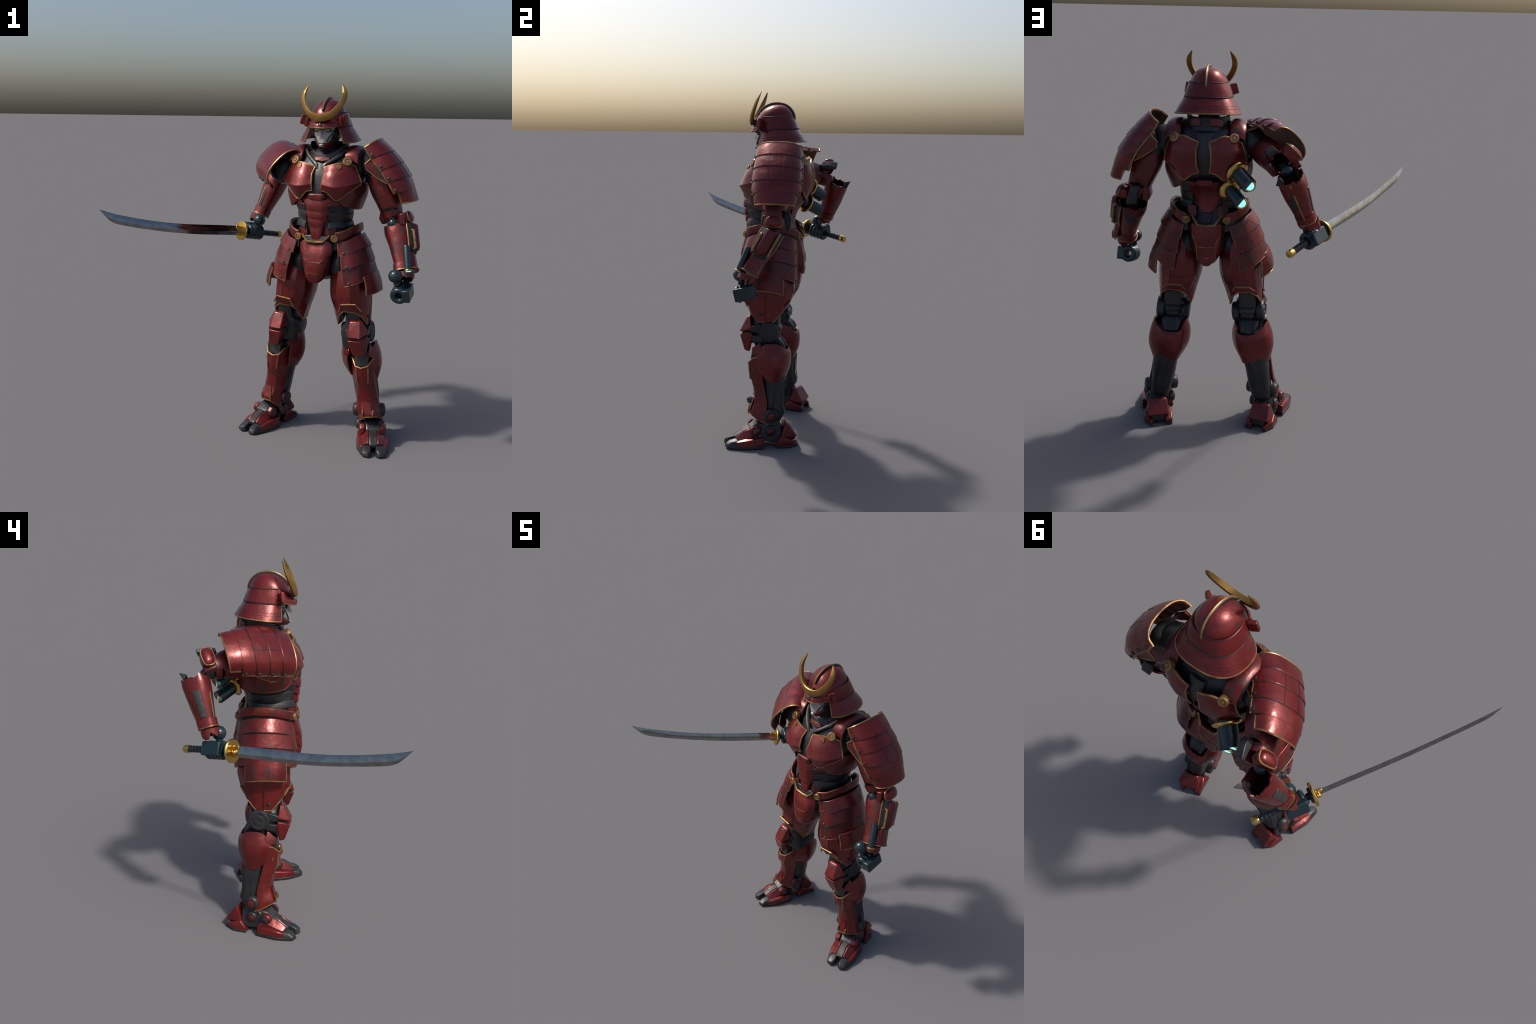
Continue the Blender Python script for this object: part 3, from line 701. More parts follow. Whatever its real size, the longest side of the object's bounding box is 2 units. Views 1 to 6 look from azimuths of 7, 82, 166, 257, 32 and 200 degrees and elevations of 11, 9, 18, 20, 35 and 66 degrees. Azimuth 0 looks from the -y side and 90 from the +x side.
    pair("knee_guard", hull([(.201, -.203, .624), (.272, -.196, .626), (.178, -.150, .638), (.298, -.132, .646), (.224, -.172, .534), (.284, -.166, .538), (.214, -.145, .552), (.294, -.135, .560), (.226, -.142, .526), (.284, -.138, .530), (.19, -.13, .62), (.29, -.115, .63)]), RED, bevel=.005)
    pair("knee_slit_block", hull([(.190, -.188, .641), (.278, -.182, .642), (.190, -.186, .626), (.278, -.182, .628), (.18, -.14, .645), (.292, -.125, .65), (.18, -.14, .63), (.292, -.125, .635)]), BLACK, kcap)  # solid black block standing in for the slit between cap and guard
    # lower leg core
    c = loft([ring(.228, .070, -.09, .06, .540, 2.6), ring(.243, .070, -.07, .072, .400, 2.8), ring(.258, .067, -.06, .062, .330, 2.8), ring(.270, .062, -.055, .060, .240, 2.8), ring(.283, .058, -.055, .072, .178, 3), ring(.287, .048, -.05, .046, .130, 3)])
    shank = pair("shank", c, DARK, angle=40)
    for x0, x1 in ((.205, .248), (.262, .305)):
        pair("shank_rib", tube([V((x0 + .01, .069, .37)), V((x0 + .028, .0635, .32)), V((x1, .0615, .25)), V((x1 + .006, .071, .185))], .0028), DARK, shank)
    pair("shank_rib", tube([V((.315, .02, .37)), V((.328, .015, .30)), V((.335, .012, .22))], .003), DARK, shank)
    # calf armour wrapping sides and back
    rows = [[(.300, -.082, .552), (.312, -.034, .588), (.300, .036, .584), (.245, .074, .545), (.160, .070, .543), (.138, .028, .582), (.132, -.034, .588), (.172, -.098, .552)],
            [(.320, -.092, .505), (.337, -.034, .520), (.322, .046, .520), (.248, .088, .512), (.168, .085, .510), (.132, .036, .512), (.117, -.034, .512), (.168, -.108, .500)],
            [(.324, -.086, .445), (.345, -.028, .450), (.330, .046, .448), (.252, .086, .440), (.176, .083, .438), (.142, .036, .440), (.128, -.030, .440), (.178, -.102, .440)],
            [(.314, -.060, .398), (.331, -.018, .374), (.312, .038, .364), (.258, .062, .366), (.190, .059, .364), (.176, .028, .362), (.168, -.018, .372), (.192, -.074, .388)]]
    g = shell(rows, .012, (.23, 0, .47), 3, 4, lu=False)
    calf = pair("calf_guard", g, RED, bevel=.004, angle=40)
    pair("copper_edge", tube(g.left, .0032), COPPER, calf); pair("copper_edge", tube(g.right, .0032), COPPER, calf)
    pair("seam_rib", tube([V((.3255, -.036, .390)), V((.336, -.044, .425)), V((.3405, -.022, .452)), V((.337, .020, .457))], .0030), RED, calf)
    # tabs beside the knee
    pair("knee_tab", hull([(.292, -.072, .592), (.300, -.122, .556), (.305, -.120, .526), (.318, -.092, .510), (.322, -.060, .545), (.280, -.075, .58), (.285, -.11, .55), (.29, -.11, .52), (.302, -.07, .52)]), RED, bevel=.004)
    pair("knee_tab", hull([(.160, -.072, .585), (.185, -.125, .548), (.178, -.122, .520), (.146, -.092, .505), (.132, -.060, .540), (.175, -.075, .57), (.2, -.11, .54), (.19, -.11, .515), (.16, -.07, .515)]), RED, bevel=.004)
    # shin plate
    rows = [[(.180, -.070, .502), (.205, -.112, .500), (.230, -.142, .466), (.266, -.151, .462), (.302, -.138, .474), (.320, -.104, .506), (.326, -.068, .508)],
            [(.192, -.066, .400), (.214, -.106, .402), (.240, -.138, .402), (.272, -.141, .400), (.304, -.130, .400), (.322, -.094, .402), (.326, -.055, .402)],
            [(.212, -.058, .325), (.228, -.088, .325), (.254, -.114, .325), (.283, -.115, .325), (.314, -.104, .325), (.334, -.068, .325), (.335, -.038, .325)],
            [(.222, -.062, .250), (.236, -.088, .250), (.263, -.112, .250), (.295, -.110, .250), (.328, -.096, .250), (.349, -.058, .250), (.346, -.022, .250)],
            [(.228, -.070, .192), (.244, -.098, .195), (.276, -.129, .200), (.312, -.130, .200), (.345, -.112, .200), (.364, -.062, .195), (.360, -.022, .190)],
            [(.236, -.062, .120), (.255, -.092, .132), (.284, -.132, .171), (.319, -.133, .178), (.352, -.112, .178), (.374, -.052, .150), (.370, -.014, .134)]]
    g = shell(rows, .012, (.27, 0, .3), 2, 4, lu=True)
    shin = pair("shin_guard", g, RED, bevel=.003, angle=32)
    for r_i in (int(len(g.grid) * .36), int(len(g.grid) * .55)):
        pair("plate_seam", tube(g.grid[r_i][2:-2], .0016, sides=4), SEAM, shin)
    pair("gold_rim", tube(g.bot, .0042), TRIM, shin); pair("gold_rim", tube(g.top[1:-1], .0048), TRIM, shin)
    pair("gold_band", tube([V((.234, -.140, .462)), V((.240, -.141, .42)), V((.247, -.137, .375))], .0036), TRIM, shin)
    pair("gold_band", tube([V((.303, -.136, .462)), V((.305, -.132, .42)), V((.305, -.128, .375))], .0036), TRIM, shin)
    pair("gold_band", tube([V((.3175, -.108, .445)), V((.319, -.104, .425))], .004), TRIM, shin)
    pair("shin_dark_plate", hull([(.262, -.116, .345), (.292, -.116, .346), (.265, -.114, .335), (.29, -.114, .335), (.262, -.10, .345), (.29, -.1, .34)]), DARK, shin, bevel=.002)  # solid dark plate in place of a cut slot
    pair("ankle_boss", hull([(.288, -.113, .258), (.316, -.108, .258), (.282, -.118, .24), (.322, -.110, .24), (.279, -.135, .188), (.337, -.128, .192), (.29, -.1, .2), (.32, -.1, .2)]), RED, shin, bevel=.005)
    for p in ((.282, -.136, .185), (.338, -.128, .190)):
        pair("gold_band", tube([V(p) + V((.0, .004, .03)), V(p) + V((0, -.003, .012)), V(p) + V((0, -.002, -.008))], .0045), TRIM, shin)

    # ---------------------------------------------------------- foot
    out_ax = V((math.cos(FA), math.sin(FA), 0)); fw = V((math.sin(FA), -math.cos(FA), 0))
    ank = pair("ankle", hull([ft(a, f, z) for a, f, z in ((-.045, .06, .11), (.045, .06, .11), (-.05, .07, .03), (.05, .07, .03), (-.05, -.06, .02), (.05, -.06, .02), (-.04, -.06, .12), (.04, -.06, .12), (-.035, .03, .15), (.035, .03, .15), (-.035, -.04, .15), (.035, -.04, .15))]), DARK, bevel=.008)
    def cap(c, axis, r, h, mat, sides=20):
        g = lathe(c, axis, [(r, -h), (r, h * .3), (r * .9, h * .75), (r * .72, h), (r * .66, h), (r * .6, h * .8), (.001, h * .75)], sides)
        core = lathe(c, axis, [(r * .60, h * .6), (r * .56, h * 1.0), (r * .4, h * 1.25), (.001, h * 1.3)], sides)
        return g, core
    for a, f, z, r, mt, ins, sgn in ((.048, .002, .181, .039, DARK, REDW, 1), (-.086, .006, .178, .039, DARK, REDW, -1), (.046, .004, .092, .032, DARK, REDW, 1), (-.068, .004, .092, .032, DARK, REDW, -1),
                                     (.048, .088, .090, .032, REDW, STEEL, 1), (-.056, .088, .090, .032, REDW, STEEL, -1)):
        c = ft(a, f, z); g1, g2 = cap(c, out_ax * sgn, r, .015, mt, 20 if mt is DARK else 8)
        o = pair("joint_cap", g1, mt, ank); pair("cap_insert", g2, ins, o)
    pair("ankle_axle", lathe(ft(-.075, .003, .092), out_ax, [(.022, 0), (.022, .115)], 16), DARK, ank)
    foot = pair("foot", hull([ft(a, f, z) for a, f, z in ((-.072, .048, .001), (.072, .048, .001), (-.072, .17, .001), (.072, .17, .001), (-.070, .048, .04), (.070, .048, .04), (-.055, .18, .035), (.055, .18, .035), (-.045, .05, .085), (.045, .05, .085), (-.035, .15, .065), (.035, .15, .065))]), DARK, bevel=.006)
    for s in (1, -1):
        pair("foot_side", hull([ft(s * a, f, z) for a, f, z in ((.030, .046, .060), (.076, .046, .058), (.078, .046, .014), (.077, .15, .012), (.066, .200, .012), (.074, .15, .044), (.060, .200, .034), (.04, .15, .055), (.05, .046, .014), (.04, .19, .02), (.045, .195, .038))]), RED, foot, bevel=.004)
        pair("toe_ridge", hull([ft(s * a, f, z) for a, f, z in ((.026, .100, .100), (.056, .085, .072), (.060, .11, .060), (.052, .190, .040), (.026, .200, .052), (.016, .195, .05), (.016, .11, .08), (.03, .15, .04), (.024, .150, .085))]), RED, foot, bevel=.004)
        pair("toe", hull([ft(s * a, f, z) for a, f, z in ((.014, .180, .048), (.054, .178, .042), (.070, .165, .030), (.071, .165, .0), (.066, .215, .0), (.054, .252, .004), (.026, .262, .004), (.010, .245, .0), (.010, .18, .0), (.054, .245, .022), (.028, .255, .024), (.014, .235, .034), (.050, .225, .036))]), DARK, foot, bevel=.006)
    pair("instep_plate", hull([ft(a, f, z) for a, f, z in ((-.020, .100, .098), (.020, .100, .098), (-.020, .205, .050), (.020, .205, .050), (-.020, .150, .084), (.020, .15, .084), (-.02, .12, .04), (.02, .12, .04), (-.02, .2, .03), (.02, .2, .03))]), STEEL, foot, bevel=.005)
    pair("instep_block", hull([ft(a, f, z) for a, f, z in ((-.036, .036, .140), (.036, .036, .140), (-.043, .030, .10), (.043, .030, .10), (-.036, .085, .122), (.036, .085, .122), (-.034, .122, .096), (.034, .122, .096), (-.042, .11, .07), (.042, .11, .07), (-.04, .05, .07), (.04, .05, .07))]), STEEL, foot, bevel=.007)
    heel = pair("heel_guard", hull([ft(a, f, z) for a, f, z in ((-.046, -.082, .138), (.046, -.082, .138), (-.050, -.098, .132), (.050, -.098, .132), (-.056, -.146, .060), (.056, -.146, .060), (-.060, -.130, .048), (.060, -.130, .048), (-.062, -.050, .055), (.062, -.050, .055), (-.055, -.075, .10), (.055, -.075, .10), (-.05, -.06, .04), (.05, -.06, .04))]), RED, bevel=.006)
    for s in (1, -1):
        pair("heel_prong", hull([ft(s * a, f, z) for a, f, z in ((.030, -.016, .010), (.078, -.020, .010), (.076, -.024, .028), (.066, -.055, .066), (.040, -.060, .066), (.078, -.110, .046), (.040, -.110, .046), (.060 - s * .012, -.148, .030), (.034, -.150, .030), (.060 - s * .012, -.148, .008), (.034, -.150, .008), (.076, -.095, .008))]), RED, heel, bevel=.005)
        pair("heel_sole", hull([ft(s * a, f, z) for a, f, z in ((.028, -.016, .0), (.079, -.020, .0), (.079, -.020, .012), (.028, -.016, .012), (.078, -.095, .0), (.078, -.095, .012), (.062 - s * .012, -.152, .012), (.062 - s * .012, -.152, .001), (.032, -.152, .001), (.032, -.152, .012))]), DARK, heel, bevel=.003)
        pair("foot_sole", hull([ft(s * a, f, z) for a, f, z in ((.02, .046, .0), (.079, .044, .0), (.079, .044, .015), (.02, .046, .015), (.080, .15, .0), (.079, .15, .014), (.069, .20, .0), (.068, .20, .013), (.02, .2, 0), (.02, .2, .013))]), DARK, foot, bevel=.003)
    pair("heel_core", hull([ft(a, f, z) for a, f, z in ((-.035, -.03, .02), (.035, -.03, .02), (-.035, -.135, .02), (.035, -.135, .02), (-.035, -.03, .06), (.035, -.03, .06), (-.04, -.135, .055), (.04, -.135, .055))]), DARK, heel, bevel=.004)
build_legs()

def torn_ring(c, M, a, b, h, seg, amp, seed, th=.004):
    """loose ragged cuff end: a strip whose lower edge is torn"""
    r = random.Random(seed); top = []; bot = []
    for k in range(seg):
        an = 2 * math.pi * k / seg; d = V((math.cos(an) * a, math.sin(an) * b, 0))
        top.append(c + M @ d); bot.append(c + M @ (d * .93 + V((0, 0, h + r.uniform(-amp, amp)))))
    return shell([top, bot], th, c, 1, 2, closed=True, lu=True, inner=1)


# ================================================================== UPPER ARMS AND SHOULDER GUARDS
# the figure's right upper arm is the mirrored left one swung back and up about the shoulder
ARM = Matrix(((0.80056472, 0.583435, 0.13674692, -0.2625), (-0.08330585, 0.33433856, -0.93876401, 1.4030),
              (-0.59342755, 0.74014953, 0.31626321, 0.8704), (0, 0, 0, 1)))

def both_arms(name, g, mats, parents=(None, None), **kw):
    return (put(name, g, mats, parents[0], **kw), put(name, g.xf(ARM @ MIR), mats, parents[1], **kw))

def build_arms():
    # shoulder balls stay with the torso
    pair("shoulder_joint", ball((.222, .010, 1.575), .072, 28, (.95, 1.05, 1)), DARK)
    pair("shoulder_socket", lathe((.172, .010, 1.580), (1, 0, .05), [(.080, 0), (.084, .014), (.076, .026), (.060, .03)], 28), DARK)
    # upper arm along its bone
    ax = V((.335, -.02, -.94)).normalized(); M = frame(ax, (1, 0, 0)); o = V((.262, .012, 1.585))
    def r_(h, a, b, off=(0, 0), n=2.8, seg=28, fn=None):
        c = o + ax * h + M @ V((off[0], off[1], 0)); P = []
        for k in range(seg):
            an = 2 * math.pi * k / seg; cs, sn = math.cos(an), math.sin(an)
            hh = fn(an) if fn else 0
            P.append(c + M @ V((math.copysign(abs(cs) ** (2 / n), cs) * a, math.copysign(abs(sn) ** (2 / n), sn) * b, hh)))
        return P
    deltoid = both_arms("upper_arm", loft([r_(-.03, .035, .045), r_(-.01, .058, .066), r_(.03, .066, .074), r_(.07, .066, .072)]), DARK, angle=60)
    hem = lambda an: .028 * abs(math.cos(an)) ** 2 - .012
    sleeve = shell([r_(.055, .055, .062), r_(.062, .062, .068), r_(.10, .070, .077, (0, -.004)), r_(.16, .070, .077, (.002, -.004)), r_(.215, .064, .070, (.006, -.003)), r_(.262, .057, .060, (.008, 0), fn=hem)], .007, o + ax * .16, 1, 2, closed=True, lu=True, inner=1)
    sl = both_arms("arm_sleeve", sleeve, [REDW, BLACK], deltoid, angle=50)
    def panel(h0, h1, w0, w1, side, name, mat, d=.074, t=.012):
        pts = []
        for h, w, dd in ((h0, w0, d - .002), (h1, w1, d - .006)):
            for q in (-w, w):
                pts += [o + ax * h + M @ V((q, side * dd, 0)), o + ax * h + M @ V((q * 1.1, side * (dd - t), 0))]
        both_arms(name, hull(pts), mat, sl, bevel=.004)
    panel(.09, .185, .024, .020, -1, "arm_inset", DARK); panel(.06, .19, .030, .028, 1, "arm_panel", REDW, .077)
    panel(.20, .245, .022, .020, -1, "arm_panel", REDW, .071)
    # elbow: dark knuckle, plates behind, red elbow pad outside
    E = V((.381, -.028, 1.267))
    knuckle = hull([o + ax * h + M @ V((a, b, 0)) for h, a, b in ((.23, -.04, -.045), (.23, .045, -.045), (.23, -.04, .048), (.23, .045, .048), (.315, -.030, -.03), (.315, .035, -.03), (.31, -.030, .045), (.31, .035, .045))])
    stub = hull([o + ax * h + M @ V((a, b, 0)) for h, a, b in ((.13, -.05, -.055), (.13, .05, -.055), (.13, -.05, .055), (.13, .05, .055), (.20, -.030, -.03), (.20, .035, -.03), (.20, -.030, .04), (.20, .035, .04))])
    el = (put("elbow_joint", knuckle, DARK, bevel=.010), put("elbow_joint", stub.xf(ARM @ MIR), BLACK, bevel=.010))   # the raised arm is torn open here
    both_arms("elbow_ball", ball(E, .0325), TEAL, el)
    both_arms("elbow_collar", ball(E + V((-.008, .006, .026)), .028, 20), STEEL, el)
    both_arms("elbow_plate", hull([(.336, .092, 1.345), (.382, .095, 1.345), (.362, .104, 1.252), (.414, .104, 1.252), (.338, .062, 1.345), (.382, .065, 1.345), (.362, .085, 1.252), (.414, .085, 1.252), (.35, .108, 1.31), (.395, .108, 1.31)]), DARK, el, bevel=.004)
    both_arms("elbow_cheek", hull([(.306, -.028, 1.334), (.302, .052, 1.336), (.298, -.020, 1.285), (.296, .056, 1.285), (.312, -.010, 1.256), (.312, .046, 1.254), (.335, -.03, 1.335), (.335, .06, 1.335), (.34, -.02, 1.26), (.34, .055, 1.26)]), REDW, el, bevel=.006)
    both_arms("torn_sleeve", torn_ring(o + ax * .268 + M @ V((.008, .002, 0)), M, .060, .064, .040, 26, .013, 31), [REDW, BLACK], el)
    # elbow pad
    pm = frame((.88, 0.05, .42), (0, 1, 0)); pc = V((.455, .020, 1.302))
    outl = [(-.055, -.012), (-.045, -.030), (-.010, -.036), (.030, -.035), (.052, -.022), (.056, .006), (.046, .028), (.010, .036), (-.030, .034), (-.050, .016)]
    pad = loft(
               [[pc + pm @ V((p.x * k, p.y * k, h)) for p in cr([(x, y, 0) for x, y in outl], 2, True)] for k, h in ((.75, -.045), (.88, -.02), (.88, .004), (.76, .015), (.44, .021), (.05, .023))])
    pad_o = both_arms("elbow_pad", pad, RED, el, angle=45)
    both_arms("gold_rim", tube([pc + pm @ V((p.x * .88, p.y * .88, .004)) for p in cr([(x, y, 0) for x, y in outl], 2, True)], .0042, True), TRIM, pad_o)
    both_arms("pad_bracket", hull([(.420, -.050, 1.325), (.448, -.040, 1.335), (.425, -.055, 1.268), (.452, -.052, 1.262), (.40, -.03, 1.32), (.40, -.03, 1.27), (.45, -.01, 1.28), (.44, .0, 1.33)]), REDW, el, bevel=.005)
    # ---- shoulder guard: five arched lames
    #   (front edge, apex, back edge) at each seam
    seams = [((.229, -.112, 1.674), (.285, .015, 1.720), (.223, .141, 1.674)), ((.268, -.115, 1.614), (.356, .018, 1.658), (.262, .152, 1.612)),
             ((.322, -.117, 1.555), (.407, .022, 1.598), (.315, .158, 1.553)), ((.362, -.116, 1.496), (.454, .026, 1.527), (.352, .158, 1.494)),
             ((.399, -.106, 1.434), (.478, .026, 1.463), (.381, .148, 1.432)), ((.437, -.086, 1.385), (.497, .026, 1.398), (.428, .129, 1.383))]
    def arch(F, A, K, grow=0.0):
        F, A, K = V(F), V(A), V(K); c = (F + K) / 2; u = A - c; w = (K - F) / 2; P = []
        for k in range(9):
            an = math.pi * k / 8; n = 2.35
            cs, sn = math.cos(an), math.sin(an)
            P.append(c - w * math.copysign(abs(cs) ** (2 / n), cs) * (1 + grow) + u * (abs(sn) ** (2 / n)) * (1 + grow * 1.5))
        return P
    last = None; base = (None, None)
    pad_root = None
    for i in range(5):
        a, b = seams[i], seams[i + 1]
        if i == 4:   # the last lame is tucked under and set back
            a = tuple(V(p).lerp(V(q), .0) for p, q in zip(a, b))
            a = (V((.412, -.094, 1.452)), V((.472, .026, 1.476)), V((.394, .138, 1.450)))
        r0 = arch(*a, grow=-.03 if 0 < i < 4 else 0); r2 = arch(*b)
        r1 = [(p + q) / 2 for p, q in zip(r0, r2)]
        cen = (V(a[0]) + V(a[2]) + V(b[0]) + V(b[2])) / 4
        r1 = [p + (p - cen).normalized() * .0015 for p in r1]
        g = shell([r0, r1, r2], .010, cen, 3, 4, inner=1)
        ob = both_arms("shoulder_guard" if i == 0 else "shoulder_lame", g, [RED, INNER], base, bevel=.0025, angle=50)
        if i == 0: base = ob
        edge = g.left + (g.bot[1:] if i == 4 else [])
        both_arms("gold_rim", tube(g.left, .0048), TRIM, ob); both_arms("gold_rim", tube(g.right, .0048), TRIM, ob)
        if i == 0: both_arms("gold_rim", tube(g.top, .0050), TRIM, ob)
        if i == 4: both_arms("gold_rim", tube(g.bot, .0045), TRIM, ob)
        if i < 4: both_arms("lame_seam", tube([p - (p - cen).normalized() * .003 for p in g.bot[1:-1]], .0036), SEAM, ob)
        if i < 4:
            for k in (1, -2):
                p = g.grid[-3][k]; n = (p - cen).normalized()
                both_arms("rivet", lathe(p, n + V((0, -.8 if k == 1 else .8, 0)), [(.009, -.005), (.009, .004), (.006, .006), (.001, .0065)], 10), STEEL, ob)
        if 0 < i < 3:   # vertical seams between small plates
            for k in (10, 14):
                path = [r[k] + (r[k] - cen).normalized() * .0002 for r in g.grid]
                both_arms("plate_seam", tube(path, .0016, sides=4), DARK, ob)
    # pointed tabs below the edges
    both_arms("guard_tab", hull([(.262, -.108, 1.610), (.236, -.118, 1.585), (.246, -.116, 1.560), (.300, -.108, 1.520), (.355, -.104, 1.490), (.32, -.10, 1.56), (.262, -.098, 1.61), (.25, -.098, 1.56), (.34, -.094, 1.50), (.24, -.106, 1.585)]), REDW, base, bevel=.002)
    both_arms("gold_rim", tube([V((.262, -.110, 1.613)), V((.235, -.116, 1.587)), V((.243, -.114, 1.560)), V((.300, -.106, 1.518)), V((.357, -.104, 1.487))], .0042), TRIM, base)
    both_arms("guard_tab", hull([(.258, .146, 1.608), (.232, .146, 1.578), (.240, .144, 1.552), (.295, .146, 1.515), (.345, .146, 1.488), (.31, .146, 1.555), (.258, .136, 1.61), (.24, .134, 1.555), (.33, .136, 1.50), (.236, .136, 1.58)]), REDW, base, bevel=.002)
    both_arms("gold_rim", tube([V((.258, .148, 1.612)), V((.230, .146, 1.580)), V((.238, .144, 1.552)), V((.295, .146, 1.513)), V((.347, .146, 1.485))], .0042), TRIM, base)
build_arms()

# ================================================================== FOREARMS, HANDS
def forearm_rings(T, B, outward, spec, seg=32, n=2.4, jag=None):
    """rings along the bone T->B; spec: (t, half-width outward, half-width across, shift)"""
    ax = (B - T).normalized(); M = frame(ax, outward); rows = []
    for i, (t, a, b, sx, sy) in enumerate(spec):
        c = T.lerp(B, t) + M @ V((sx, sy, 0)); P = []
        for k in range(seg):
            an = 2 * math.pi * k / seg; cs, sn = math.cos(an), math.sin(an)
            j = jag[k] if (jag and i == 0) else 0
            P.append(c + M @ V((math.copysign(abs(cs) ** (2 / n), cs) * a, math.copysign(abs(sn) ** (2 / n), sn) * b, j)))
        rows.append(P)
    return rows, M, ax

def torn(seg, amp, seed):
    r = random.Random(seed); o = [r.uniform(-amp, amp) * (1 if k % 2 else .4) for k in range(seg)]
    return o

def fist(centre, axis, side, link, R=.031, r=.0160, count=4, gap=.0265):
    """blocky palm and ring fingers around an axis; side points from the grip to the palm block"""
    axis = V(axis).normalized(); side = (V(side) - axis * V(side).dot(axis)).normalized(); M = Matrix((side, axis.cross(side), axis)).transposed()
    c = V(centre)
    palm = put("hand", hull([c + M @ V((x, y, z)) for x in (.020, .060) for y in (-.035, .035) for z in (-.054, .054)]), TEAL, bevel=.006, seg=3)
    for k in range(count):
        put("finger", torus(c + axis * (k - (count - 1) / 2) * gap, axis, R, r, 28, 12), TEAL, palm)
    return palm, M, c

def build_left_forearm():
    T, B = V((.402, .012, 1.248)), V((.468, -.108, 1.022))
    rows, M, ax = forearm_rings(T, B, (1, .25, .3), [(.02, .074, .066, -.006, 0), (.16, .074, .067, -.006, 0), (.42, .062, .060, -.001, 0), (.72, .050, .052, 0, 0), (.84, .046, .050, 0, 0), (.845, .051, .054, 0, 0), (1.0, .053, .054, 0, 0)], jag=torn(32, .012, 3))
    g = shell(rows, .008, T.lerp(B, .5), 1, 3, closed=True, lu=True, lv=True, inner=1)
    fa = put("forearm", g, [REDW, BLACK], angle=40)
    put("gold_rim", tube(g.bot, .0036, True), TRIM, fa)
    F = lambda x, y, h: T + ax * (h * (B - T).length) + M @ V((x, y, 0))
    put("inner_rod", tube([T.lerp(B, -.05), T.lerp(B, .6)], .034, sides=16), DARK, fa)
    put("forearm_inset", hull([F(-.030, s * .061, .22) for s in (1,)] + [F(.018, .062, .22), F(-.026, .05, .22), F(.016, .05, .22), F(-.022, .057, .50), F(.012, .057, .50), F(-.02, .045, .5), F(.012, .045, .5)]), STEEL, fa, bevel=.004)
    put("forearm_inset", hull([F(-.030, -.066, .16), F(.024, -.066, .16), F(-.026, -.05, .14), F(.02, -.05, .14), F(-.022, -.062, .45), F(.012, -.062, .45), F(-.02, -.045, .45), F(.012, -.045, .45)]), DARK, fa, bevel=.004)
    # vambrace on the outside: dark base, raised red ridge, gold bars
    F0 = F
    F = lambda x, y, h: F0(x + .014, y, h)
    rws = []
    for h, w, d in ((.02, .062, .070), (.30, .062, .074), (.55, .052, .068), (.64, .040, .062)):
        rws.append([F(d * .55, -w, h), F(d * .95, -w * .55, h), F(d + .004, 0, h), F(d * .95, w * .55, h), F(d * .5, w, h)])
    vb = shell(rws, .012, T.lerp(B, .4), 3, 3)
    v = put("vambrace", vb, DARK, fa, bevel=.003)
    put("gold_rim", tube(vb.left, .0052), TRIM, v); put("gold_rim", tube(vb.right, .0048), TRIM, v)
    put("vambrace_ridge", hull([F(x, y, h) for h, x, y in ((.0, .066, -.020), (.0, .066, .028), (.05, .090, -.014), (.05, .090, .022), (.05, .068, -.036), (.05, .068, .042), (.50, .088, -.016), (.50, .088, .022), (.50, .064, -.036), (.50, .064, .042), (.60, .080, .002), (.585, .066, -.014), (.585, .066, .024))]), RED, v, bevel=.005)
    for y, x0, x1, a, b in ((-.040, .073, .070, .05, .52), (.046, .066, .066, .2, .58)):
        put("gold_bar", tube([F(x0 - .012, y, a - .02), F(x0, y, a), F(x1, y, b), F(x1 - .012, y, b + .02)], .0075, sides=8), TRIM, v)
    # cuff plate
    put("cuff_plate", hull([F(x, y, h) for h, x, y in ((.62, .052, -.040), (.62, .058, 0), (.62, .052, .034), (.98, .060, -.036), (.98, .066, 0), (.98, .058, .036), (.64, .03, -.045), (.64, .03, .04), (.98, .04, -.046), (.98, .03, .05), (1.0, .03, 0))]), RED, fa, bevel=.004)
    put("gold_rim", tube([F(.040, -.048, .99), F(.061, -.037, .985), F(.068, 0, .985), F(.060, .038, .985), F(.032, .052, .99)], .0036), TRIM, fa)
    F = F0
    # ragged remains hanging below the cuff
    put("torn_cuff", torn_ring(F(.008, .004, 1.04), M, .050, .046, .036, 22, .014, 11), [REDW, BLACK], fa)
    # signal tube with glowing end
    P1 = V((.504, -.158, 1.040)); ta = V((-.052, .092, .226)).normalized()
    tb = put("launcher_tube", lathe(P1 + ta * .002, ta, [(.0175, 0), (.0175, .128), (.016, .134)], 24), TEAL, fa)
    put("muzzle_ring", torus(P1, ta, .0185, .0052), GOLD, tb)
    put("muzzle_light", lathe(P1 - ta * .004, ta, [(.0165, 0), (.0165, .004)], 24), GLOW, tb)
    # wrist and hand
    W = V((.438, -.165, 1.006))
    wr = put("wrist_ball", ball(W, .0365), TEAL)
    put("wrist_link", lathe(W + V((.010, .012, -.03)), V((-.1, -.1, -1)), [(.018, -.01), (.018, .022)], 14), TEAL, wr)
    fist((.462, -.128, .912), (0, -1, -.27), (1, .1, .1), None)

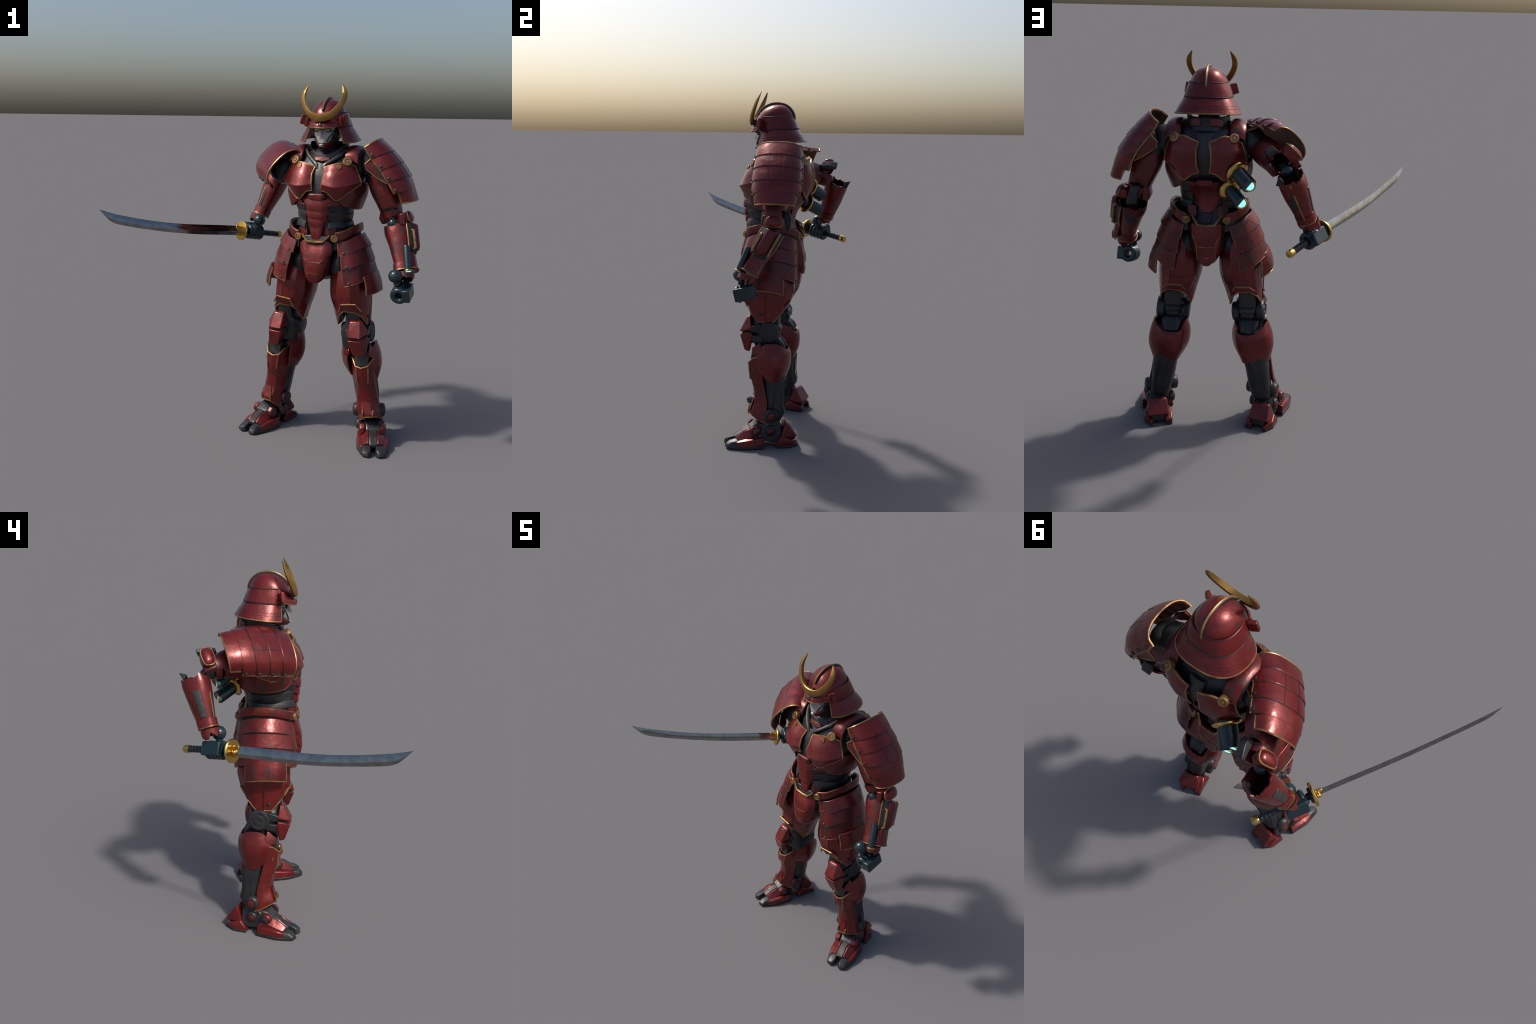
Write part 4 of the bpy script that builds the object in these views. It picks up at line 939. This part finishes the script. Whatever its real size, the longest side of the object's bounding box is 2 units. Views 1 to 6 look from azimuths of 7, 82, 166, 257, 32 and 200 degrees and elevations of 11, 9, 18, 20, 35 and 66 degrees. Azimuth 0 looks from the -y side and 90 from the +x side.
def build_right_forearm():
    T, B = V((-.428, .292, 1.462)), V((-.512, .214, 1.232))
    rows, M, ax = forearm_rings(T, B, (-1, .1, 0), [(.0, .062, .068, 0, 0), (.14, .066, .071, 0, 0), (.34, .064, .066, 0, 0), (.62, .054, .055, 0, 0), (.83, .046, .047, 0, 0), (.835, .050, .051, 0, 0), (1.0, .049, .050, 0, 0)], jag=torn(32, .013, 5))
    g = shell(rows, .006, T.lerp(B, .5), 1, 3, closed=True, lu=True, lv=True, inner=1)
    fa = put("forearm", g, [RED, DRED], angle=40)
    put("gold_rim", tube(g.bot, .0036, True), TRIM, fa)
    Ln = (B - T).length
    F = lambda x, y, h: T + ax * (h * Ln) + M @ V((x, y, 0))
    # M.x points outwards (-x), M.y = axis x outwards
    def strip(an, h0, h1, w, mat, name, lift=.002, t=.008):
        rws = []
        for h in (h0, (h0 + h1) / 2, h1):
            rad = .067 if h < .3 else .067 - (h - .3) * .036
            rws.append([F(math.cos(math.radians(an + q)) * (rad + lift), math.sin(math.radians(an + q)) * (rad + lift), h) for q in (-w, -w / 2, 0, w / 2, w)])
        s = shell(rws, t, T.lerp(B, .5), 2, 3)
        return s, put(name, s, mat, fa, bevel=.002)
    front = math.degrees(math.atan2((M.transposed() @ V((0, -1, 0))).y, (M.transposed() @ V((0, -1, 0))).x))
    sg = 1 if front > 0 else -1
    strip(8 * sg, .28, .81, 19, STEEL, "forearm_inset")
    _, o = strip(-sg * 122, .03, .62, 30, DARK, "forearm_inset")
    strip(-sg * 126, .60, .80, 17, REDW, "forearm_panel", .003)
    s1, _ = strip(-sg * 84, .02, .98, 4, TRIM, "gold_band", .004)
    s1, _ = strip(sg * 72, .04, .98, 4, TRIM, "gold_band", .004)
    strip(sg * 84, .06, .82, 8, DARK, "forearm_inset", .002)
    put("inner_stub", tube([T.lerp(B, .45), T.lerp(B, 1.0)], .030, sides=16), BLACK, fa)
    # bent flap of torn metal at the open elbow end
    put("torn_flap", hull([(-.376, .378, 1.470), (-.380, .374, 1.472), (-.364, .354, 1.428), (-.369, .350, 1.428), (-.384, .338, 1.466), (-.390, .336, 1.462), (-.376, .330, 1.436), (-.405, .352, 1.448), (-.398, .348, 1.428), (-.380, .345, 1.424)]), DARK, fa, bevel=.001)
    # ragged cuff hanging on one side
    put("torn_cuff", torn_ring(F(.010, -.006, 1.04), M, .046, .048, .034, 20, .018, 23), [RED, BLACK], fa)
    W = V((-.499, .164, 1.204))
    put("wrist_ball", ball(W, .0365), TEAL)

build_left_forearm()
build_right_forearm()

# ================================================================== SWORD
def build_sword():
    P = V((-.441, .334, 1.097)); S = V((-.586, .089, 1.142))
    u = (S - P).normalized()            # from pommel to guard
    L = (S - P).length
    sword = put("sword", lathe(P, u, [(.0150, .0)] + [p for k in range(14) for p in ((.0185, .010 + k * .0195), (.0150, .0195 + k * .0195))] + [(.015, L)], 20), WRAP, angle=25)
    put("pommel", lathe(P, -u, [(.019, -.018), (.021, -.014), (.0215, .004), (.019, .014), (.011, .019), (.001, .020)], 24), GOLD, sword)
    put("hand_guard", lathe(S, u, [(.056, -.008), (.0595, -.004), (.0595, .003), (.056, .007), (.030, .009), (.001, .010)], 40), GOLD, sword)
    put("guard_spacer", lathe(S, u, [(.034, -.020), (.038, -.016), (.040, -.007), (.02, -.0075)], 28), WRAP, sword)
    bd = V((-1.056, -.704, 1.327)) - S
    put("blade_collar", hull([S + u * h + V((0, 0, z)) + V((x, -x * .45, 0)) for h in (.006, .042) for z in (-.030, .030) for x in (-.0075, .0075)]), GOLD, sword, bevel=.004)
    put("guard_stud", ball(S + u * .026 + V((-.010, .010, -.003)), .0125, 20), GOLD, sword)
    # blade: spine and edge curves, diamond cross-section
    spine = [S + u * .008 + V((0, 0, .028)), V((-.660, -.038, 1.187)), V((-.747, -.183, 1.203)), V((-.832, -.327, 1.223)), V((-.908, -.455, 1.250)), V((-.978, -.572, 1.281)), V((-1.024, -.650, 1.306)), V((-1.0565, -.7055, 1.328))]
    edge = [S + u * .008 + V((0, 0, -.029)), V((-.662, -.040, 1.128)), V((-.748, -.185, 1.145)), V((-.834, -.329, 1.169)), V((-.908, -.456, 1.197)), V((-.975, -.568, 1.226)), V((-1.022, -.645, 1.256)), V((-1.0555, -.7035, 1.3235))]
    A, B = cr(spine, 6), cr(edge, 6); rr = []
    wd = V((u.y, -u.x, 0)).normalized()
    for i, (a, b) in enumerate(zip(A, B)):
        t = i / (len(A) - 1); k = .0112 * (1 - .3 * t) * min(1, (1 - t) * 9 + .06)
        m = a.lerp(b, .62); q = a.lerp(b, .03)
        rr.append([a, q + wd * k * .10, m + wd * k, b, m - wd * k, q - wd * k * .10])
    put("blade", loft(rr), BLADE, sword, angle=18)
    # hand around the grip
    c = S - u * .094
    palm, M, c = fist(c, u, V((-.033, .022, .018)), None)
    put("wrist_link", lathe(V((-.508, .160, 1.172)), V((.15, .02, 1)), [(.018, -.02), (.018, .02)], 14), TEAL, palm)
build_sword()

# ================================================================== BACK THRUSTERS
def build_thrusters():
    face = V((-.25, .95, -.15)).normalized()
    for base, end, r in ((V((-.168, .150, 1.436)), V((-.229, .208, 1.390)), .039), (V((-.128, .138, 1.346)), V((-.189, .206, 1.302)), .035)):
        d = (end - base).normalized()
        g = put("thruster", lathe(base, d, [(r * .9, -.045), (r, -.01), (r, (end - base).length)], 32), TEAL)
        put("mount_disc", lathe(base, d, [(r + .016, -.020), (r + .022, -.016), (r + .022, -.008), (r + .016, -.003), (r + .002, .002), (r - .003, .002)], 36), GOLD, g)
        put("nozzle_ring", torus(end, face, .0255, .0050), GOLD, g)
        put("nozzle_light", lathe(end, face, [(.0235, -.002), (.0235, .003)], 28), GLOW, g)
build_thrusters()

# the Empty and helper keys are tidy for later tools
for ob in bpy.data.objects:
    if "_c" in ob.keys(): del ob["_c"]
